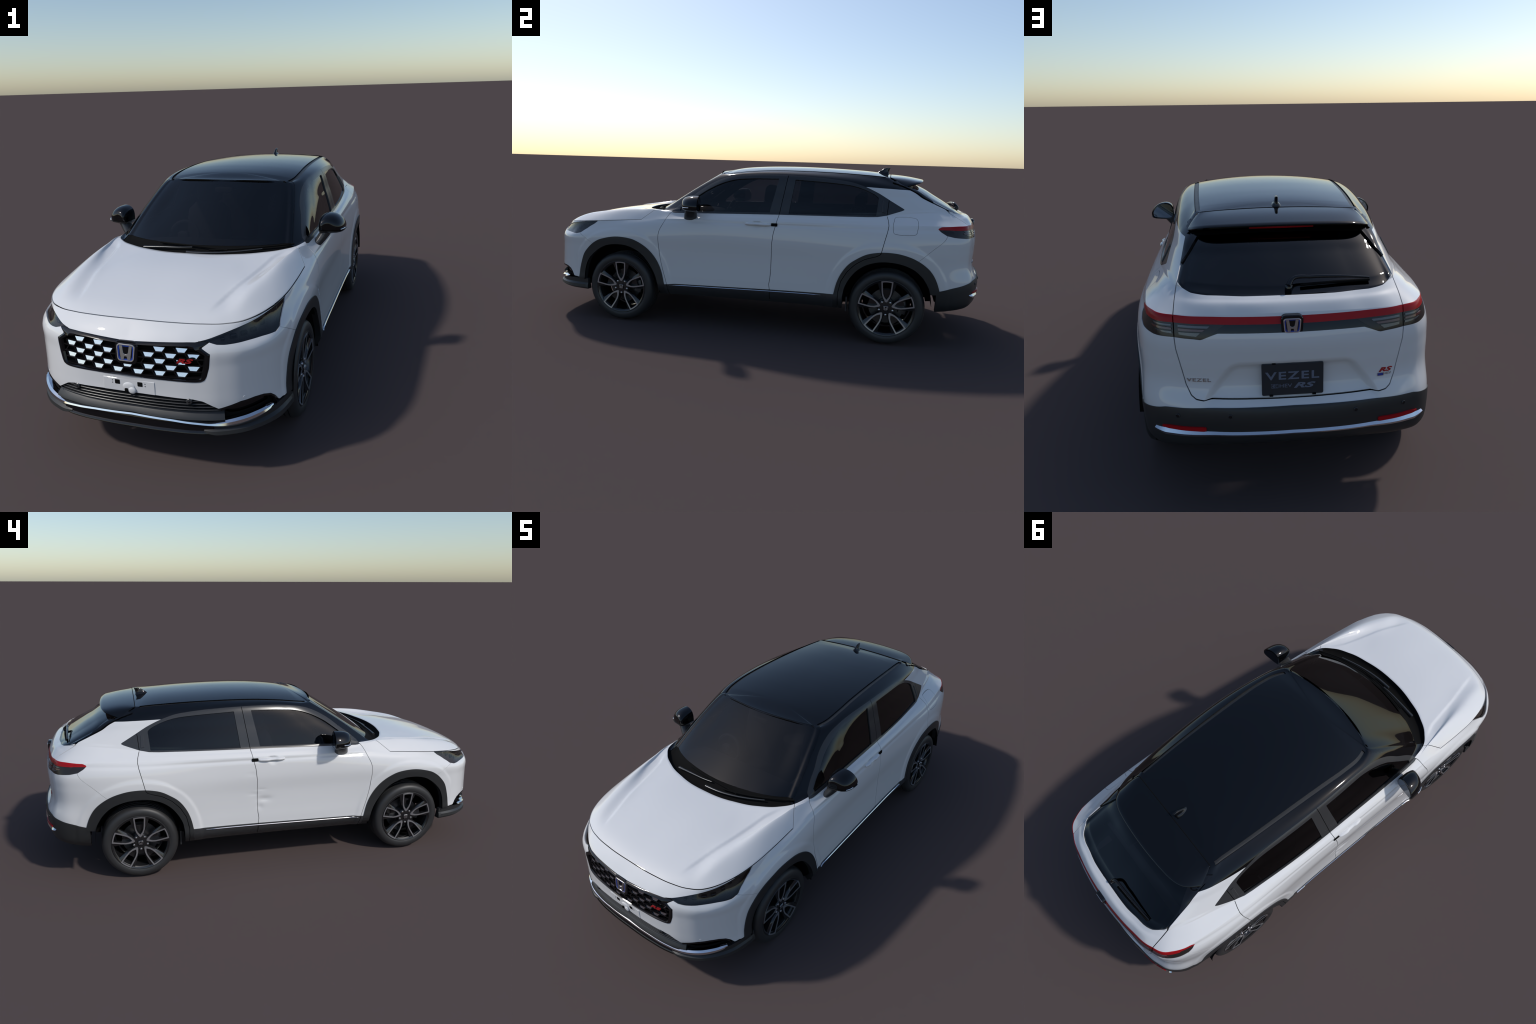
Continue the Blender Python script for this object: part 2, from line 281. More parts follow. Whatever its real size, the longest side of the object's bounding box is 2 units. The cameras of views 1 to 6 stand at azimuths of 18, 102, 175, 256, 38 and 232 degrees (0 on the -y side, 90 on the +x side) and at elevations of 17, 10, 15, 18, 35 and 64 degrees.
FAR = .2
def masked(m, v): return np.where(m, v, FAR)
is_side = lambda d: (d["nx"] > .2) & (d["a"] > .40) & (d["a"] < 2.25)
low_side = lambda d: is_side(d) & (d["r"] < 8.5)
F = dict(
    arch_in=lambda d: masked(low_side(d), np.minimum(sdf(ARCH_F_IN, d["y"], d["z"]), sdf(ARCH_R_IN, d["y"], d["z"]))),
    arch_out=lambda d: masked(low_side(d), np.minimum(sdf(ARCH_F_OUT, d["y"], d["z"]), sdf(ARCH_R_OUT, d["y"], d["z"]))),
    dlo=lambda d: masked(is_side(d) & (d["r"] > 9), sdf(DLO, d["y"], d["z"])),
    win_f=lambda d: masked(is_side(d) & (d["r"] > 9), sdf(WIN_F, d["y"], d["z"])),
    win_r=lambda d: masked(is_side(d) & (d["r"] > 9), sdf(WIN_R, d["y"], d["z"])),
    door_f=lambda d: masked(is_side(d), sdf(DOOR_F, d["y"], d["z"])),
    door_r=lambda d: masked(is_side(d), sdf(DOOR_R, d["y"], d["z"])),
    fuel=lambda d: masked(is_side(d), sdf(FUEL, d["y"], d["z"])),
    sill=lambda d: masked(low_side(d) & (np.abs(d["y"]) < .45), curve_sd(SILL_TOP, d["y"], d["z"])),
    split=lambda d: curve_sd(SPLIT, d["y"], d["z"]),
    grille=lambda d: masked((d["a"] < .40) & (d["r"] < 7.2), sdf(GRILLE, d["x"], d["z"])),
    light_f=lambda d: masked((d["a"] < .62) & (d["r"] < 7.6), sdf(LIGHT_F, d["a"], d["z"])),
    low_f=lambda d: masked(d["a"] < .60, curve_sd(BUMPER_LOW, d["a"], d["z"])),
    fog=lambda d: masked(d["a"] < .60, sdf(FOG, d["a"], d["z"])),
    hatch=lambda d: masked((d["y"] > .6) & (d["r"] < 15) & (d["a"] > 2.1), sdf(HATCH, d["x"], d["z"])),
    glass_low=lambda d: masked((d["y"] > .6) & (d["r"] > 7), curve_sd(GLASS_LOW, d["x"], d["z"])),
    fin=lambda d: masked((d["y"] > .6) & (d["r"] > 10), sdf(FIN, d["x"], d["z"])),
    tail=lambda d: masked((d["a"] > 2.0) & (d["r"] < 9), sdf(TAIL, d["a"], d["z"])),
    red=lambda d: masked((d["a"] > 2.0) & (d["r"] < 9), curve_sd(RED_LOW, d["a"], d["z"])),
    lamp_end=lambda d: masked((d["a"] > 2.0) & (d["r"] < 9), sdf([(1.9,.6),(2.405,.492),(2.352,.457),(2.34,.40),(1.9,.40)], d["a"], d["z"])),
    low_r=lambda d: masked(d["a"] > 1.95, curve_sd(BUMPER_R, d["a"], d["z"])),
    seam_br=lambda d: masked((d["a"] > 1.9) & (d["a"] < 2.14) & (d["r"] < 7), curve_sd(SEAM_BR, d["a"], d["z"])),
    seam_bf=lambda d: masked((d["a"] > .44) & (d["a"] < .62) & (d["r"] < 6.9) & (d["z"] > .30), (d["a"] - .476) * .46 + (d["z"] - .389) * .89),
    hood_end=lambda d: masked(d["r"] > 6.5, ((d["y"] + .491) * .037 + (d["x"] - .374) * .057) / .068),
    leg_rz=lambda d: masked(low_side(d) & (d["y"] > .70) & (d["y"] < .86), d["z"] - .226),
    leg_ry=lambda d: masked(low_side(d) & (d["y"] > .70) & (d["y"] < .86) & (d["z"] < .26), d["y"] - .800),
    leg_fz=lambda d: masked(low_side(d) & (d["y"] < -.70), d["z"] - .183),
    r7=lambda d: (d["r"] - 7) * .04, r10=lambda d: (d["r"] - 10) * .03, r12=lambda d: (d["r"] - 12) * .03,
    shield_top=lambda d: (d["r"] - 14.55) * .04, shield_side=lambda d: masked(d["r"] > 9.5, (d["w"] - .985) * .35),
    ditch_in=lambda d: (d["r"] - 15.055) * .05, ditch_out=lambda d: (d["r"] - 14.95) * .05,
    roof_front=lambda d: masked(d["r"] > 13.5, (d["w"] - 1.0) * .35), roof_rear=lambda d: masked(d["r"] > 13.5, (d["w"] - 1.97) * .3),
)
GAP = .0012
SEAMS = dict(door_f=GAP, door_r=GAP, fuel=.0007, hatch=.0014, seam_br=.0005, seam_bf=.0004, r7=.0013, hood_end=.0009)
for name, fun in F.items():
    offs = (-SEAMS[name], SEAMS[name]) if name in SEAMS else (0,)
    for o in offs: ATT, TRI = cut(ATT, TRI, fun(D(ATT)) - o)

# ---------------------------------------------------------------- which panel each triangle belongs to
C = D(ATT[TRI].mean(1)); f = {k: fun(C) for k, fun in F.items()}
x, y, z, a, w, r = (C[k] for k in ("x", "y", "z", "a", "w", "r"))
LABEL = np.full(len(TRI), "rear_quarter_panel", dtype="U32")
def put(name, m): LABEL[m] = name
put("fender", y < -.2)
put("front_bumper", (a < .62) & (r < 7) & (f["seam_bf"] < 0) & ((a < .476) | (z < .389)))
put("front_bumper", (a < .45) & (r < 7))
put("rear_bumper", (f["seam_br"] < 0) & (a > 1.95) | (a > 2.105) & (r < 7))
put("rear_quarter_panel", (a > 1.9) & (r >= 7))
put("hood", (r > 7) & (r < 10) & (f["hood_end"] < 0))
put("front_door", f["door_f"] < 0)
put("rear_door", f["door_r"] < 0)
upper = r > 10
put("roof_side", upper & ((y < .492) | (f["split"] > 0)))
put("cowl", (r > 10) & (r < 12) & (w < .97))
put("windshield", (r > 12) & (r < 14.55) & (w < .985))
put("roof", (r > 14.55) & ((w < 1.0) | (r > 15.055)))
put("roof_molding", (r > 14.95) & (r < 15.055) & (w >= 1.0) & (w < 1.97))
dl = f["dlo"] < 0
put("quarter_trim", dl)
put("front_window_frame", dl & (f["door_f"] < 0))
put("rear_window_frame", dl & (f["door_r"] < 0))
put("front_window", dl & (f["win_f"] < 0)); put("rear_window", dl & (f["win_r"] < 0))
h = (f["hatch"] < 0)
put("tailgate", h); put("tailgate_glass", h & (f["glass_low"] > 0) & (r > 8)); put("tailgate_fin", h & (f["fin"] < 0) & (f["glass_low"] > 0))
put("spoiler_base", (w > 2.0) & (r > 14.0) & (r < 15.02) & (y > .56))
t = f["tail"] < 0
put("tail_lamp", t & (f["lamp_end"] < 0)); put("tail_garnish", t & (f["lamp_end"] >= 0)); put("tail_light_bar", t & (f["red"] > 0))
put("rear_lower_bumper", (f["low_r"] < 0) & (a > 2.0))
put("front_lower_bumper", (f["low_f"] < 0) & (a < .60))
put("fog_recess", (f["fog"] < 0) & (a < .6))
put("sill_trim", (f["sill"] < 0))
put("wheel_arch_trim", f["arch_out"] < 0)
leg = (LABEL == "wheel_arch_trim")
put("open", leg & (y > .70) & (f["leg_rz"] < 0)); put("rear_lower_bumper", leg & (y > .80) & (z < .226)); put("open", leg & (y < -.70) & (f["leg_fz"] < 0))
put("grille_backing", f["grille"] < 0)
put("headlight_housing", f["light_f"] < 0)
seam = np.zeros(len(TRI), bool)
for k, g in SEAMS.items():
    m = np.abs(f[k]) < g
    if k == "hood_end": m &= (r > 7) & (r < 10)
    if k == "r7": m &= ((f["hood_end"] < .0009) & (y < -.35)) & (f["light_f"] > 0)
    if k in ("door_f", "door_r"): m &= ~((f["dlo"] > -.001) & (r > 9.9) & (np.abs(f["dlo"]) < .003))
    if k == "hatch": m &= (z < .655) & (a > 2.1)
    if k in ("seam_br",): m &= (f["tail"] > 0) & (f["arch_out"] > 0) & (f["low_r"] > 0)
    if k == "seam_bf": m &= (f["light_f"] > 0) & (f["arch_out"] > 0) & (a > .47) & (a < .575)
    if k == "fuel": FUEL_SEAM = m; continue
    seam |= m
LABEL[seam] = "seam"
LABEL[f["arch_in"] < 0] = "open"

# ---------------------------------------------------------------- materials
def new_mat(name, color, rough=.4, metal=0., coat=0., spec=.5, noise=None, emit=None, coat_rough=.03):
    m = bpy.data.materials.new(name); m.use_nodes = True
    nt = m.node_tree; b = nt.nodes["Principled BSDF"]
    b.inputs["Base Color"].default_value = (*color, 1); b.inputs["Roughness"].default_value = rough
    b.inputs["Metallic"].default_value = metal; b.inputs["Coat Weight"].default_value = coat; b.inputs["Coat Roughness"].default_value = coat_rough
    b.inputs["Specular IOR Level"].default_value = spec
    if noise:   # (scale, colour spread, bump strength)
        tc = nt.nodes.new("ShaderNodeTexCoord"); n = nt.nodes.new("ShaderNodeTexNoise"); n.inputs["Scale"].default_value = noise[0]; n.inputs["Detail"].default_value = 4
        nt.links.new(tc.outputs["Object"], n.inputs["Vector"])
        ramp = nt.nodes.new("ShaderNodeValToRGB")
        for e, k in zip(ramp.color_ramp.elements, (1 - noise[1], 1 + noise[1])): e.color = (*[min(1, c * k) for c in color], 1)
        ramp.color_ramp.elements[0].position = .3; ramp.color_ramp.elements[1].position = .7
        nt.links.new(n.outputs["Fac"], ramp.inputs["Fac"]); nt.links.new(ramp.outputs["Color"], b.inputs["Base Color"])
        if noise[2]:
            bu = nt.nodes.new("ShaderNodeBump"); bu.inputs["Strength"].default_value = noise[2]; bu.inputs["Distance"].default_value = .001
            nt.links.new(n.outputs["Fac"], bu.inputs["Height"]); nt.links.new(bu.outputs["Normal"], b.inputs["Normal"])
    return m
def glass_mat(name, tint, gloss=(1, 1, 1)):
    m = bpy.data.materials.new(name); m.use_nodes = True; nt = m.node_tree; nt.nodes.clear()
    out = nt.nodes.new("ShaderNodeOutputMaterial"); mix = nt.nodes.new("ShaderNodeMixShader")
    tr = nt.nodes.new("ShaderNodeBsdfTransparent"); tr.inputs["Color"].default_value = (*tint, 1)
    gl = nt.nodes.new("ShaderNodeBsdfGlossy"); gl.inputs["Roughness"].default_value = .02; gl.inputs["Color"].default_value = (*gloss, 1)
    fr = nt.nodes.new("ShaderNodeFresnel"); fr.inputs["IOR"].default_value = 1.5
    nt.links.new(fr.outputs[0], mix.inputs[0]); nt.links.new(tr.outputs[0], mix.inputs[1]); nt.links.new(gl.outputs[0], mix.inputs[2]); nt.links.new(mix.outputs[0], out.inputs[0])
    return m
WHITE = new_mat("white_paint", (.69, .69, .695), .45, coat=1., spec=.15, noise=(900, .006, 0), coat_rough=.02)
BLACK = new_mat("black_gloss_paint", (.0025, .0028, .0035), .06, noise=(900, .05, 0))
PIANO = new_mat("gloss_black_plastic", (.005, .005, .006), .08, noise=(400, .1, 0))
CLAD = new_mat("grained_black_plastic", (.022, .023, .024), .42, noise=(1400, .12, .15))
TRIM = new_mat("satin_black_trim", (.035, .036, .038), .24, noise=(700, .08, 0))
MATT = new_mat("matt_black", (.005, .005, .005), .9, spec=.1, noise=(300, .1, 0))
RUBBER = new_mat("tyre_rubber", (.026, .026, .027), .48, noise=(500, .12, .1))
CHROME = new_mat("chrome", (.80, .81, .83), .08, 1., noise=(300, .01, 0))
GRILLE_CHROME = new_mat("satin_chrome", (.74, .76, .80), .14, 1., noise=(300, .01, 0))
MACHINED = new_mat("machined_alloy", (.50, .50, .52), .30, .8, noise=(900, .04, 0))
RIM = new_mat("black_alloy", (.012, .012, .013), .25, coat=.5, noise=(500, .1, 0))
STEEL = new_mat("brake_steel", (.10, .10, .105), .4, .8, noise=(300, .2, 0))
RED = new_mat("red_lens", (.36, .005, .009), .30, spec=.25, noise=(900, .10, 0))
DULL_RED = new_mat("dim_red_lamp", (.075, .012, .012), .2, coat=1., noise=(600, .1, 0))
LAMP = new_mat("smoked_lens", (.022, .018, .017), .18, noise=(400, .1, 0))
LAMP_CLEAR = new_mat("clear_lamp_bar", (.075, .078, .085), .18, coat=1., noise=(400, .1, 0))
PLATE = new_mat("number_plate_grey", (.022, .027, .033), .35, noise=(400, .05, 0))
PLATE_TEXT = new_mat("plate_lettering", (.13, .155, .21), .4, noise=(400, .05, 0))
BADGE_RED = new_mat("red_badge", (.38, .012, .015), .25, coat=.5, noise=(400, .05, 0))
BADGE_BLUE = new_mat("blue_badge", (.010, .045, .30), .2, coat=1., noise=(400, .05, 0))
BRIGHT = new_mat("bright_badge_rim", (.85, .86, .88), .30, 1., noise=(400, .02, 0))
SILVER = new_mat("silver_badge", (.56, .55, .56), .33, 1., noise=(400, .03, 0))
INTERIOR = new_mat("interior_fabric", (.020, .020, .022), .8, noise=(200, .2, .1))
MIRROR = new_mat("mirror_glass", (.16, .18, .21), .04, 1., noise=(50, .01, 0))
BOWL = new_mat("lamp_bowl", (.10, .085, .078), .3, noise=(300, .2, 0))
GLASS = glass_mat("tinted_glass", (.30, .30, .32)); GLASS_REAR = glass_mat("privacy_glass", (.16, .16, .17)); LENS = glass_mat("headlight_lens", (.62, .60, .59))

# ---------------------------------------------------------------- objects
ROOT = bpy.data.objects.new("compact_suv", None); bpy.context.collection.objects.link(ROOT)
ROOT["label"] = "white compact SUV with glossy black roof and dark cladding"; ROOT["category"] = "car"
ROOT.location.x = SHIFT_X; ROOT.empty_display_size = .2
def add(name, me, parent=None, mat=None):
    o = bpy.data.objects.new(name, me); bpy.context.collection.objects.link(o); o.parent = parent or ROOT
    if mat is not None and not me.materials: me.materials.append(mat)
    return o
def shade(me, angle=None):
    n = len(me.polygons); me.polygons.foreach_set("use_smooth", [True] * n)
    if angle is not None: me.set_sharp_from_angle(angle=math.radians(angle))
def mesh(name, v, f, mat=None, parent=None, angle=35, kind=None):
    me = bpy.data.meshes.new(name); me.from_pydata([tuple(map(float, p)) for p in v], [], [tuple(map(int, q)) for q in f]); me.validate()
    bm = bmesh.new(); bm.from_mesh(me); bmesh.ops.recalc_face_normals(bm, faces=bm.faces); bm.to_mesh(me); bm.free()
    shade(me, angle)
    o = add(name, me, parent, mat)
    if kind: o["kind"] = kind
    return o
def flip(o, name=None, parent=None):
    """copy of a part on the other side of the car (mesh mirrored in x)"""
    me = o.data.copy(); me.transform(Matrix.Scale(-1, 4, (1, 0, 0))); me.flip_normals()
    c = bpy.data.objects.new(name or o.name.split(".")[0], me); bpy.context.collection.objects.link(c); c.parent = parent or ROOT
    return c
def region(labels, offset=0., drop=None):
    keep = np.isin(LABEL, labels)
    if drop is not None: keep &= ~drop
    t = TRI[keep]; u, inv = np.unique(t, return_inverse=True)
    att = ATT[u]; n = att[:, 3:6] / np.linalg.norm(att[:, 3:6], axis=1)[:, None]
    return att[:, :3] + n * offset, n, inv.reshape(-1, 3)
DENTS = [(.083, .306, .030, .012, .0035), (.102, .272, .014, .012, .0022), (.098, .350, .022, .006, .0012), (.128, .332, .022, .007, .0014), (.135, .42, .020, .006, .0010)]
def scan_dented(P, n):  # hollows that copy flaws of the scan on the right-hand doors
    P, n = P.copy(), n.copy()
    for y0, z0, sy, sz, amp in DENTS:
        u, v = (P[:, 1] - y0) / sy, (P[:, 2] - z0) / sz; d = -amp * np.exp(-u * u - v * v)
        P[:, 0] -= d; n[:, 1] += 2 * d * u / sy; n[:, 2] += 2 * d * v / sz
    return P, n / np.linalg.norm(n, axis=1)[:, None]
def panel(name, labels, mat, offset=0., skirt=.007, mirror="both", parent=None, parents=None, drop=None):
    """a body panel with a turned-in edge. mirror: 'both' = two objects, 'one' = one piece across the middle, 'left' = x >= 0 only"""
    P, n, T = region(labels, offset, drop)
    if len(T) == 0: print("EMPTY", name); return []
    def finish(P, n, T, par):
        e = np.sort(T[:, [[0, 1], [1, 2], [2, 0]]].reshape(-1, 2), 1); uq, cnt = np.unique(e, axis=0, return_counts=True)
        directed = T[:, [[0, 1], [1, 2], [2, 0]]].reshape(-1, 2)
        key = set(map(tuple, uq[cnt == 1]))
        be = np.array([d for d in directed.tolist() if (min(d), max(d)) in key], int).reshape(-1, 2)
        V, NN, FF = [P], [n], T.tolist()
        if skirt and len(be):
            p0, p1 = P[be[:, 0]], P[be[:, 1]]; lat = np.cross(p1 - p0, n[be[:, 0]]); l = np.linalg.norm(lat, axis=1)[:, None]; lat /= np.maximum(l, 1e-9)
            vs, inv = np.unique(be, return_inverse=True); inv = inv.reshape(-1, 2)
            ln = np.zeros((len(vs), 3)); np.add.at(ln, inv[:, 0], lat); np.add.at(ln, inv[:, 1], lat); ln /= np.maximum(np.linalg.norm(ln, axis=1)[:, None], 1e-9)
            b = len(P); V += [P[vs], P[vs] - n[vs] * skirt]; NN += [ln, ln]
            for i, j in inv: FF.append([b + j, b + i, b + len(vs) + i, b + len(vs) + j])
        V = np.concatenate(V); NN = np.concatenate(NN)
        me = bpy.data.meshes.new(name); me.from_pydata(V.tolist(), [], FF)
        shade(me); me.normals_split_custom_set_from_vertices(NN.tolist())
        return add(name, me, par, mat)
    if mirror == "left": return [finish(P, n, T, parent)]
    Pm, nm, Tm = P * [-1, 1, 1], n * [-1, 1, 1], T[:, ::-1]
    if mirror == "both":
        pa = parents or (parent, parent)
        if name in ("front_door", "rear_door"): Pm, nm = scan_dented(Pm, nm)
        return [finish(P, n, T, pa[0]), finish(Pm, nm, Tm, pa[1])]
    if mirror == "right": return [finish(Pm, nm, Tm, parent)]
    # weld along the centre line
    P = P.copy(); n = n.copy(); c = np.abs(P[:, 0]) < 1e-6; P[c, 0] = 0; n[c, 0] = 0
    idx = np.arange(len(P)) + len(P); idx[c] = np.where(c)[0]
    V = np.concatenate([P, P * [-1, 1, 1]]); NN = np.concatenate([n, n * [-1, 1, 1]]); TT = np.concatenate([T, idx[T][:, ::-1]])
    u, inv = np.unique(TT, return_inverse=True); inv = inv.reshape(-1, 3)
    good = (inv[:, 0] != inv[:, 1]) & (inv[:, 1] != inv[:, 2]) & (inv[:, 0] != inv[:, 2])
    return [finish(V[u], NN[u], inv[good], parent)]

HOOD, = panel("hood", ["hood"], WHITE, mirror="one")
BUMPER_FRONT, = panel("front_bumper", ["front_bumper"], WHITE, mirror="one", skirt=.012)
FENDERS = panel("fender", ["fender"], WHITE)
DOORS_F = panel("front_door", ["front_door"], WHITE)
DOORS_R = panel("rear_door", ["rear_door"], WHITE)
QUARTERS = panel("rear_quarter_panel", ["rear_quarter_panel"], WHITE, mirror="left", drop=FUEL_SEAM) + panel("rear_quarter_panel", ["rear_quarter_panel"], WHITE, mirror="right")
BUMPER_REAR, = panel("rear_bumper", ["rear_bumper"], WHITE, mirror="one")
TAILGATE, = panel("tailgate", ["tailgate"], WHITE, mirror="one")
ROOF_PANEL, = panel("roof", ["roof"], BLACK, mirror="one")
panel("roof_side", ["roof_side"], BLACK)
panel("roof_molding", ["roof_molding"], CLAD, offset=-.0045, skirt=-.0045)
panel("cowl", ["cowl"], MATT, mirror="one", offset=-.002)
panel("windshield", ["windshield"], GLASS, mirror="one", offset=-.001, skirt=.003)
panel("window_frame", ["front_window_frame"], TRIM, parents=DOORS_F, offset=.0005)
panel("window_frame", ["rear_window_frame"], TRIM, parents=DOORS_R, offset=.0005)
panel("window", ["front_window"], GLASS, parents=DOORS_F, offset=-.004, skirt=0)
panel("window", ["rear_window"], GLASS_REAR, parents=DOORS_R, offset=-.004, skirt=0)
panel("quarter_trim", ["quarter_trim"], TRIM, parents=QUARTERS)
panel("rear_window", ["tailgate_glass"], GLASS_REAR, mirror="one", parent=TAILGATE, offset=-.002, skirt=0)
panel("tailgate_fin", ["tailgate_fin"], PIANO, parent=TAILGATE, offset=.004, skirt=.008)
panel("spoiler_base", ["spoiler_base"], PIANO, mirror="one", parent=TAILGATE, offset=-.002)
panel("tail_lamp", ["tail_lamp"], LAMP, offset=-.001)
panel("light_bar", ["tail_light_bar"], RED, mirror="one", offset=.0005, skirt=.006)
panel("tail_garnish", ["tail_garnish"], PIANO, mirror="one", offset=-.002)
panel("rear_bumper_trim", ["rear_lower_bumper"], CLAD, mirror="one", parent=BUMPER_REAR, offset=.002, skirt=.010)
panel("front_bumper_insert", ["front_lower_bumper"], MATT, mirror="one", parent=BUMPER_FRONT, offset=-.014, skirt=0)
panel("fog_recess", ["fog_recess"], PIANO, parent=BUMPER_FRONT, offset=-.022, skirt=0)
panel("sill_trim", ["sill_trim"], TRIM, offset=.003, skirt=.010)
panel("wheel_arch_trim", ["wheel_arch_trim"], CLAD, offset=.0035, skirt=.020)
panel("grille_backing", ["grille_backing"], MATT, mirror="one", parent=BUMPER_FRONT, offset=-.017, skirt=0)
# dark sheet added behind the panels to blacken the shut lines and cabin inside
solid = [l for l in np.unique(LABEL) if l not in ("open", "front_window", "rear_window", "windshield", "tailgate_glass", "grille_backing", "headlight_housing", "fog_recess", "front_lower_bumper")]
panel("dark_backing", solid, MATT, mirror="one", offset=-.009, skirt=0, drop=(r > 7.6) & (r < 11) & (y > -.50) & (y < -.36) & (x > .29))

# ---------------------------------------------------------------- helpers for the fitted parts
V3 = lambda *p: np.array(p, float)
def cast(o, d):
    h, n, i, _ = BODY_BVH.ray_cast(Vector(o), Vector(d).normalized())
    if h is None: return None, None
    n = np.array(n); n = n if n @ np.array(d) < 0 else -n
    return np.array(h), n
def front_y(x, z): return cast((x, -2, z), (0, 1, 0))[0][1]
def rear_y(x, z): return cast((x, 2, z), (0, -1, 0))[0][1]
def grille_y(x, z): return front_y(x, .335) + (z - .335) * .10
def side_x(y, z): return cast((2, y, z), (-1, 0, 0))[0][0]
_ss = np.linspace(0, np.pi, 4001); _oo = outline(_ss); _arc = np.r_[0, np.cumsum(np.linalg.norm(np.diff(_oo, axis=0), axis=1))]
def plan(a):
    """plan outline point and outward normal at arc length a (negative: other side)"""
    s = 1 if a >= 0 else -1
    th = np.array([np.interp(abs(a), _arc, _ss)]); o = outline(th)[0]; n = outline_normal(th)[0]
    if abs(a) < 1e-6: n = np.array([0., -1.])
    return V3(o[0] * s, o[1], 0), V3(n[0] * s, n[1], 0)
def body_at(a, z, off=0.):
    o, n = plan(a); st = o + n * .3; st[2] = z
    h, m = cast(st, -n)
    return (h if h is not None else V3(o[0], o[1], z)) + n * off, n
def ring_faces(k, n, base=0, closed=True):
    return [(base + i * n + j, base + i * n + (j + 1) % n, base + (i + 1) * n + (j + 1) % n, base + (i + 1) * n + j) for i in range(k - 1) for j in range(n if closed else n - 1)]
def loft(name, sections, mat, parent=None, caps=True, angle=35, closed=True, kind=None):
    n = len(sections[0]); v = [p for s in sections for p in s]; f = ring_faces(len(sections), n, closed=closed)
    if caps: f += [tuple(range(n)), tuple(range((len(sections) - 1) * n, len(sections) * n))]
    return mesh(name, v, f, mat, parent, angle, kind)
def sweep(name, path, section, mat, parent=None, scale=None, up=(0, 0, 1), angle=35):
    """path: list of (point, outward vector); section: (out, up) pairs"""
    S = []
    for i, (p, n) in enumerate(path):
        k = scale[i] if scale is not None else 1
        ko, ku = (k if isinstance(k, tuple) else (k, k))
        S.append([p + n * (o * ko) + np.array(up) * (u * ku) for o, u in section])
    return loft(name, S, mat, parent, angle=angle)
def tube(name, pts, rad, mat, parent=None, n=10, flat=1.):
    P = np.array(pts, float); T = np.gradient(P, axis=0); T /= np.linalg.norm(T, axis=1)[:, None]; S = []
    for i, (p, t) in enumerate(zip(P, T)):
        u = np.cross(t, (0, 0, 1)); u /= np.linalg.norm(u); v = np.cross(u, t); r = rad[i] if hasattr(rad, "__len__") else rad
        S.append([p + u * (math.cos(q) * r) + v * (math.sin(q) * r * flat) for q in np.linspace(0, 2 * math.pi, n, endpoint=False)])
    return loft(name, S, mat, parent, angle=50)
def bez(pts, n=5): return np.array(densify3(pts, n))
def densify3(pts, n):
    P = np.array(pts, float); t = np.r_[0, np.cumsum(np.linalg.norm(np.diff(P, axis=0), axis=1))]
    return spline(t, P, np.linspace(0, t[-1], n * (len(P) - 1) + 1))
class Frame:
    def __init__(s, o, u, v, n): s.o, s.u, s.v, s.n = (np.array(k, float) for k in (o, u, v, n))
    def at(s, a, b, c=0.): return s.o + s.u * a + s.v * b + s.n * c
def frame_on(p, n, up=(0, 0, 1)):
    n = np.array(n) / np.linalg.norm(n); u = np.cross(up, n); u /= np.linalg.norm(u); return Frame(p, u, np.cross(n, u), n)
def prism(name, poly, d0, d1, fr, mat, parent=None, chamfer=.0, hole=None, angle=30, kind=None):
    """flat shape standing from d0 to d1 over the frame; chamfered rim; hole: inner loop with as many points"""
    P = np.array(poly, float); n = len(P); c = P.mean(0)
    def shrink(P, k):
        d = np.roll(P, -1, 0) - np.roll(P, 1, 0); nn = np.stack([d[:, 1], -d[:, 0]], 1); nn /= np.maximum(np.linalg.norm(nn, axis=1)[:, None], 1e-9)
        s = np.sign(np.sum(P[:, 0] * np.roll(P[:, 1], -1) - P[:, 1] * np.roll(P[:, 0], -1)))
        return P - nn * k * s
    L = [(P, d0), (P, d1 - chamfer)] + ([(shrink(P, chamfer), d1)] if chamfer else [])
    v = [fr.at(x, y, d) for Q, d in L for x, y in Q]; f = ring_faces(len(L), n)
    top = (len(L) - 1) * n
    if hole is None: f += [tuple(range(top, top + n)), tuple(range(n))]
    else:
        H = np.array(hole, float); b = len(v)
        v += [fr.at(x, y, d1) for x, y in H] + [fr.at(x, y, d0) for x, y in H]
        f += [(top + i, top + (i + 1) % n, b + (i + 1) % n, b + i) for i in range(n)] + ring_faces(2, n, b)
    return mesh(name, v, f, mat, parent, angle, kind)
def rrect(w, h, r, n=5, taper=0.):
    out = []
    for cx, cy, q in ((w/2-r, h/2-r, 0), (-w/2+r, h/2-r, 90), (-w/2+r, -h/2+r, 180), (w/2-r, -h/2+r, 270)):
        for k in range(n):
            t = math.radians(q + 90 * k / (n - 1)); px, py = cx + r * math.cos(t), cy + r * math.sin(t)
            out.append((px * (1 + taper * py / h), py))
    return out
def circle(r, n=20): return [(r * math.cos(t), r * math.sin(t)) for t in np.linspace(0, 2 * math.pi, n, endpoint=False)]
def lathe(name, prof, mat, parent=None, n=96, angle=30):
    """turned about the x axis: (radius, x) pairs"""
    S = [[(x, r * math.cos(t), r * math.sin(t)) for t in np.linspace(0, 2 * math.pi, n, endpoint=False)] for r, x in prof]
    return loft(name, S, mat, parent, caps=False, angle=angle)
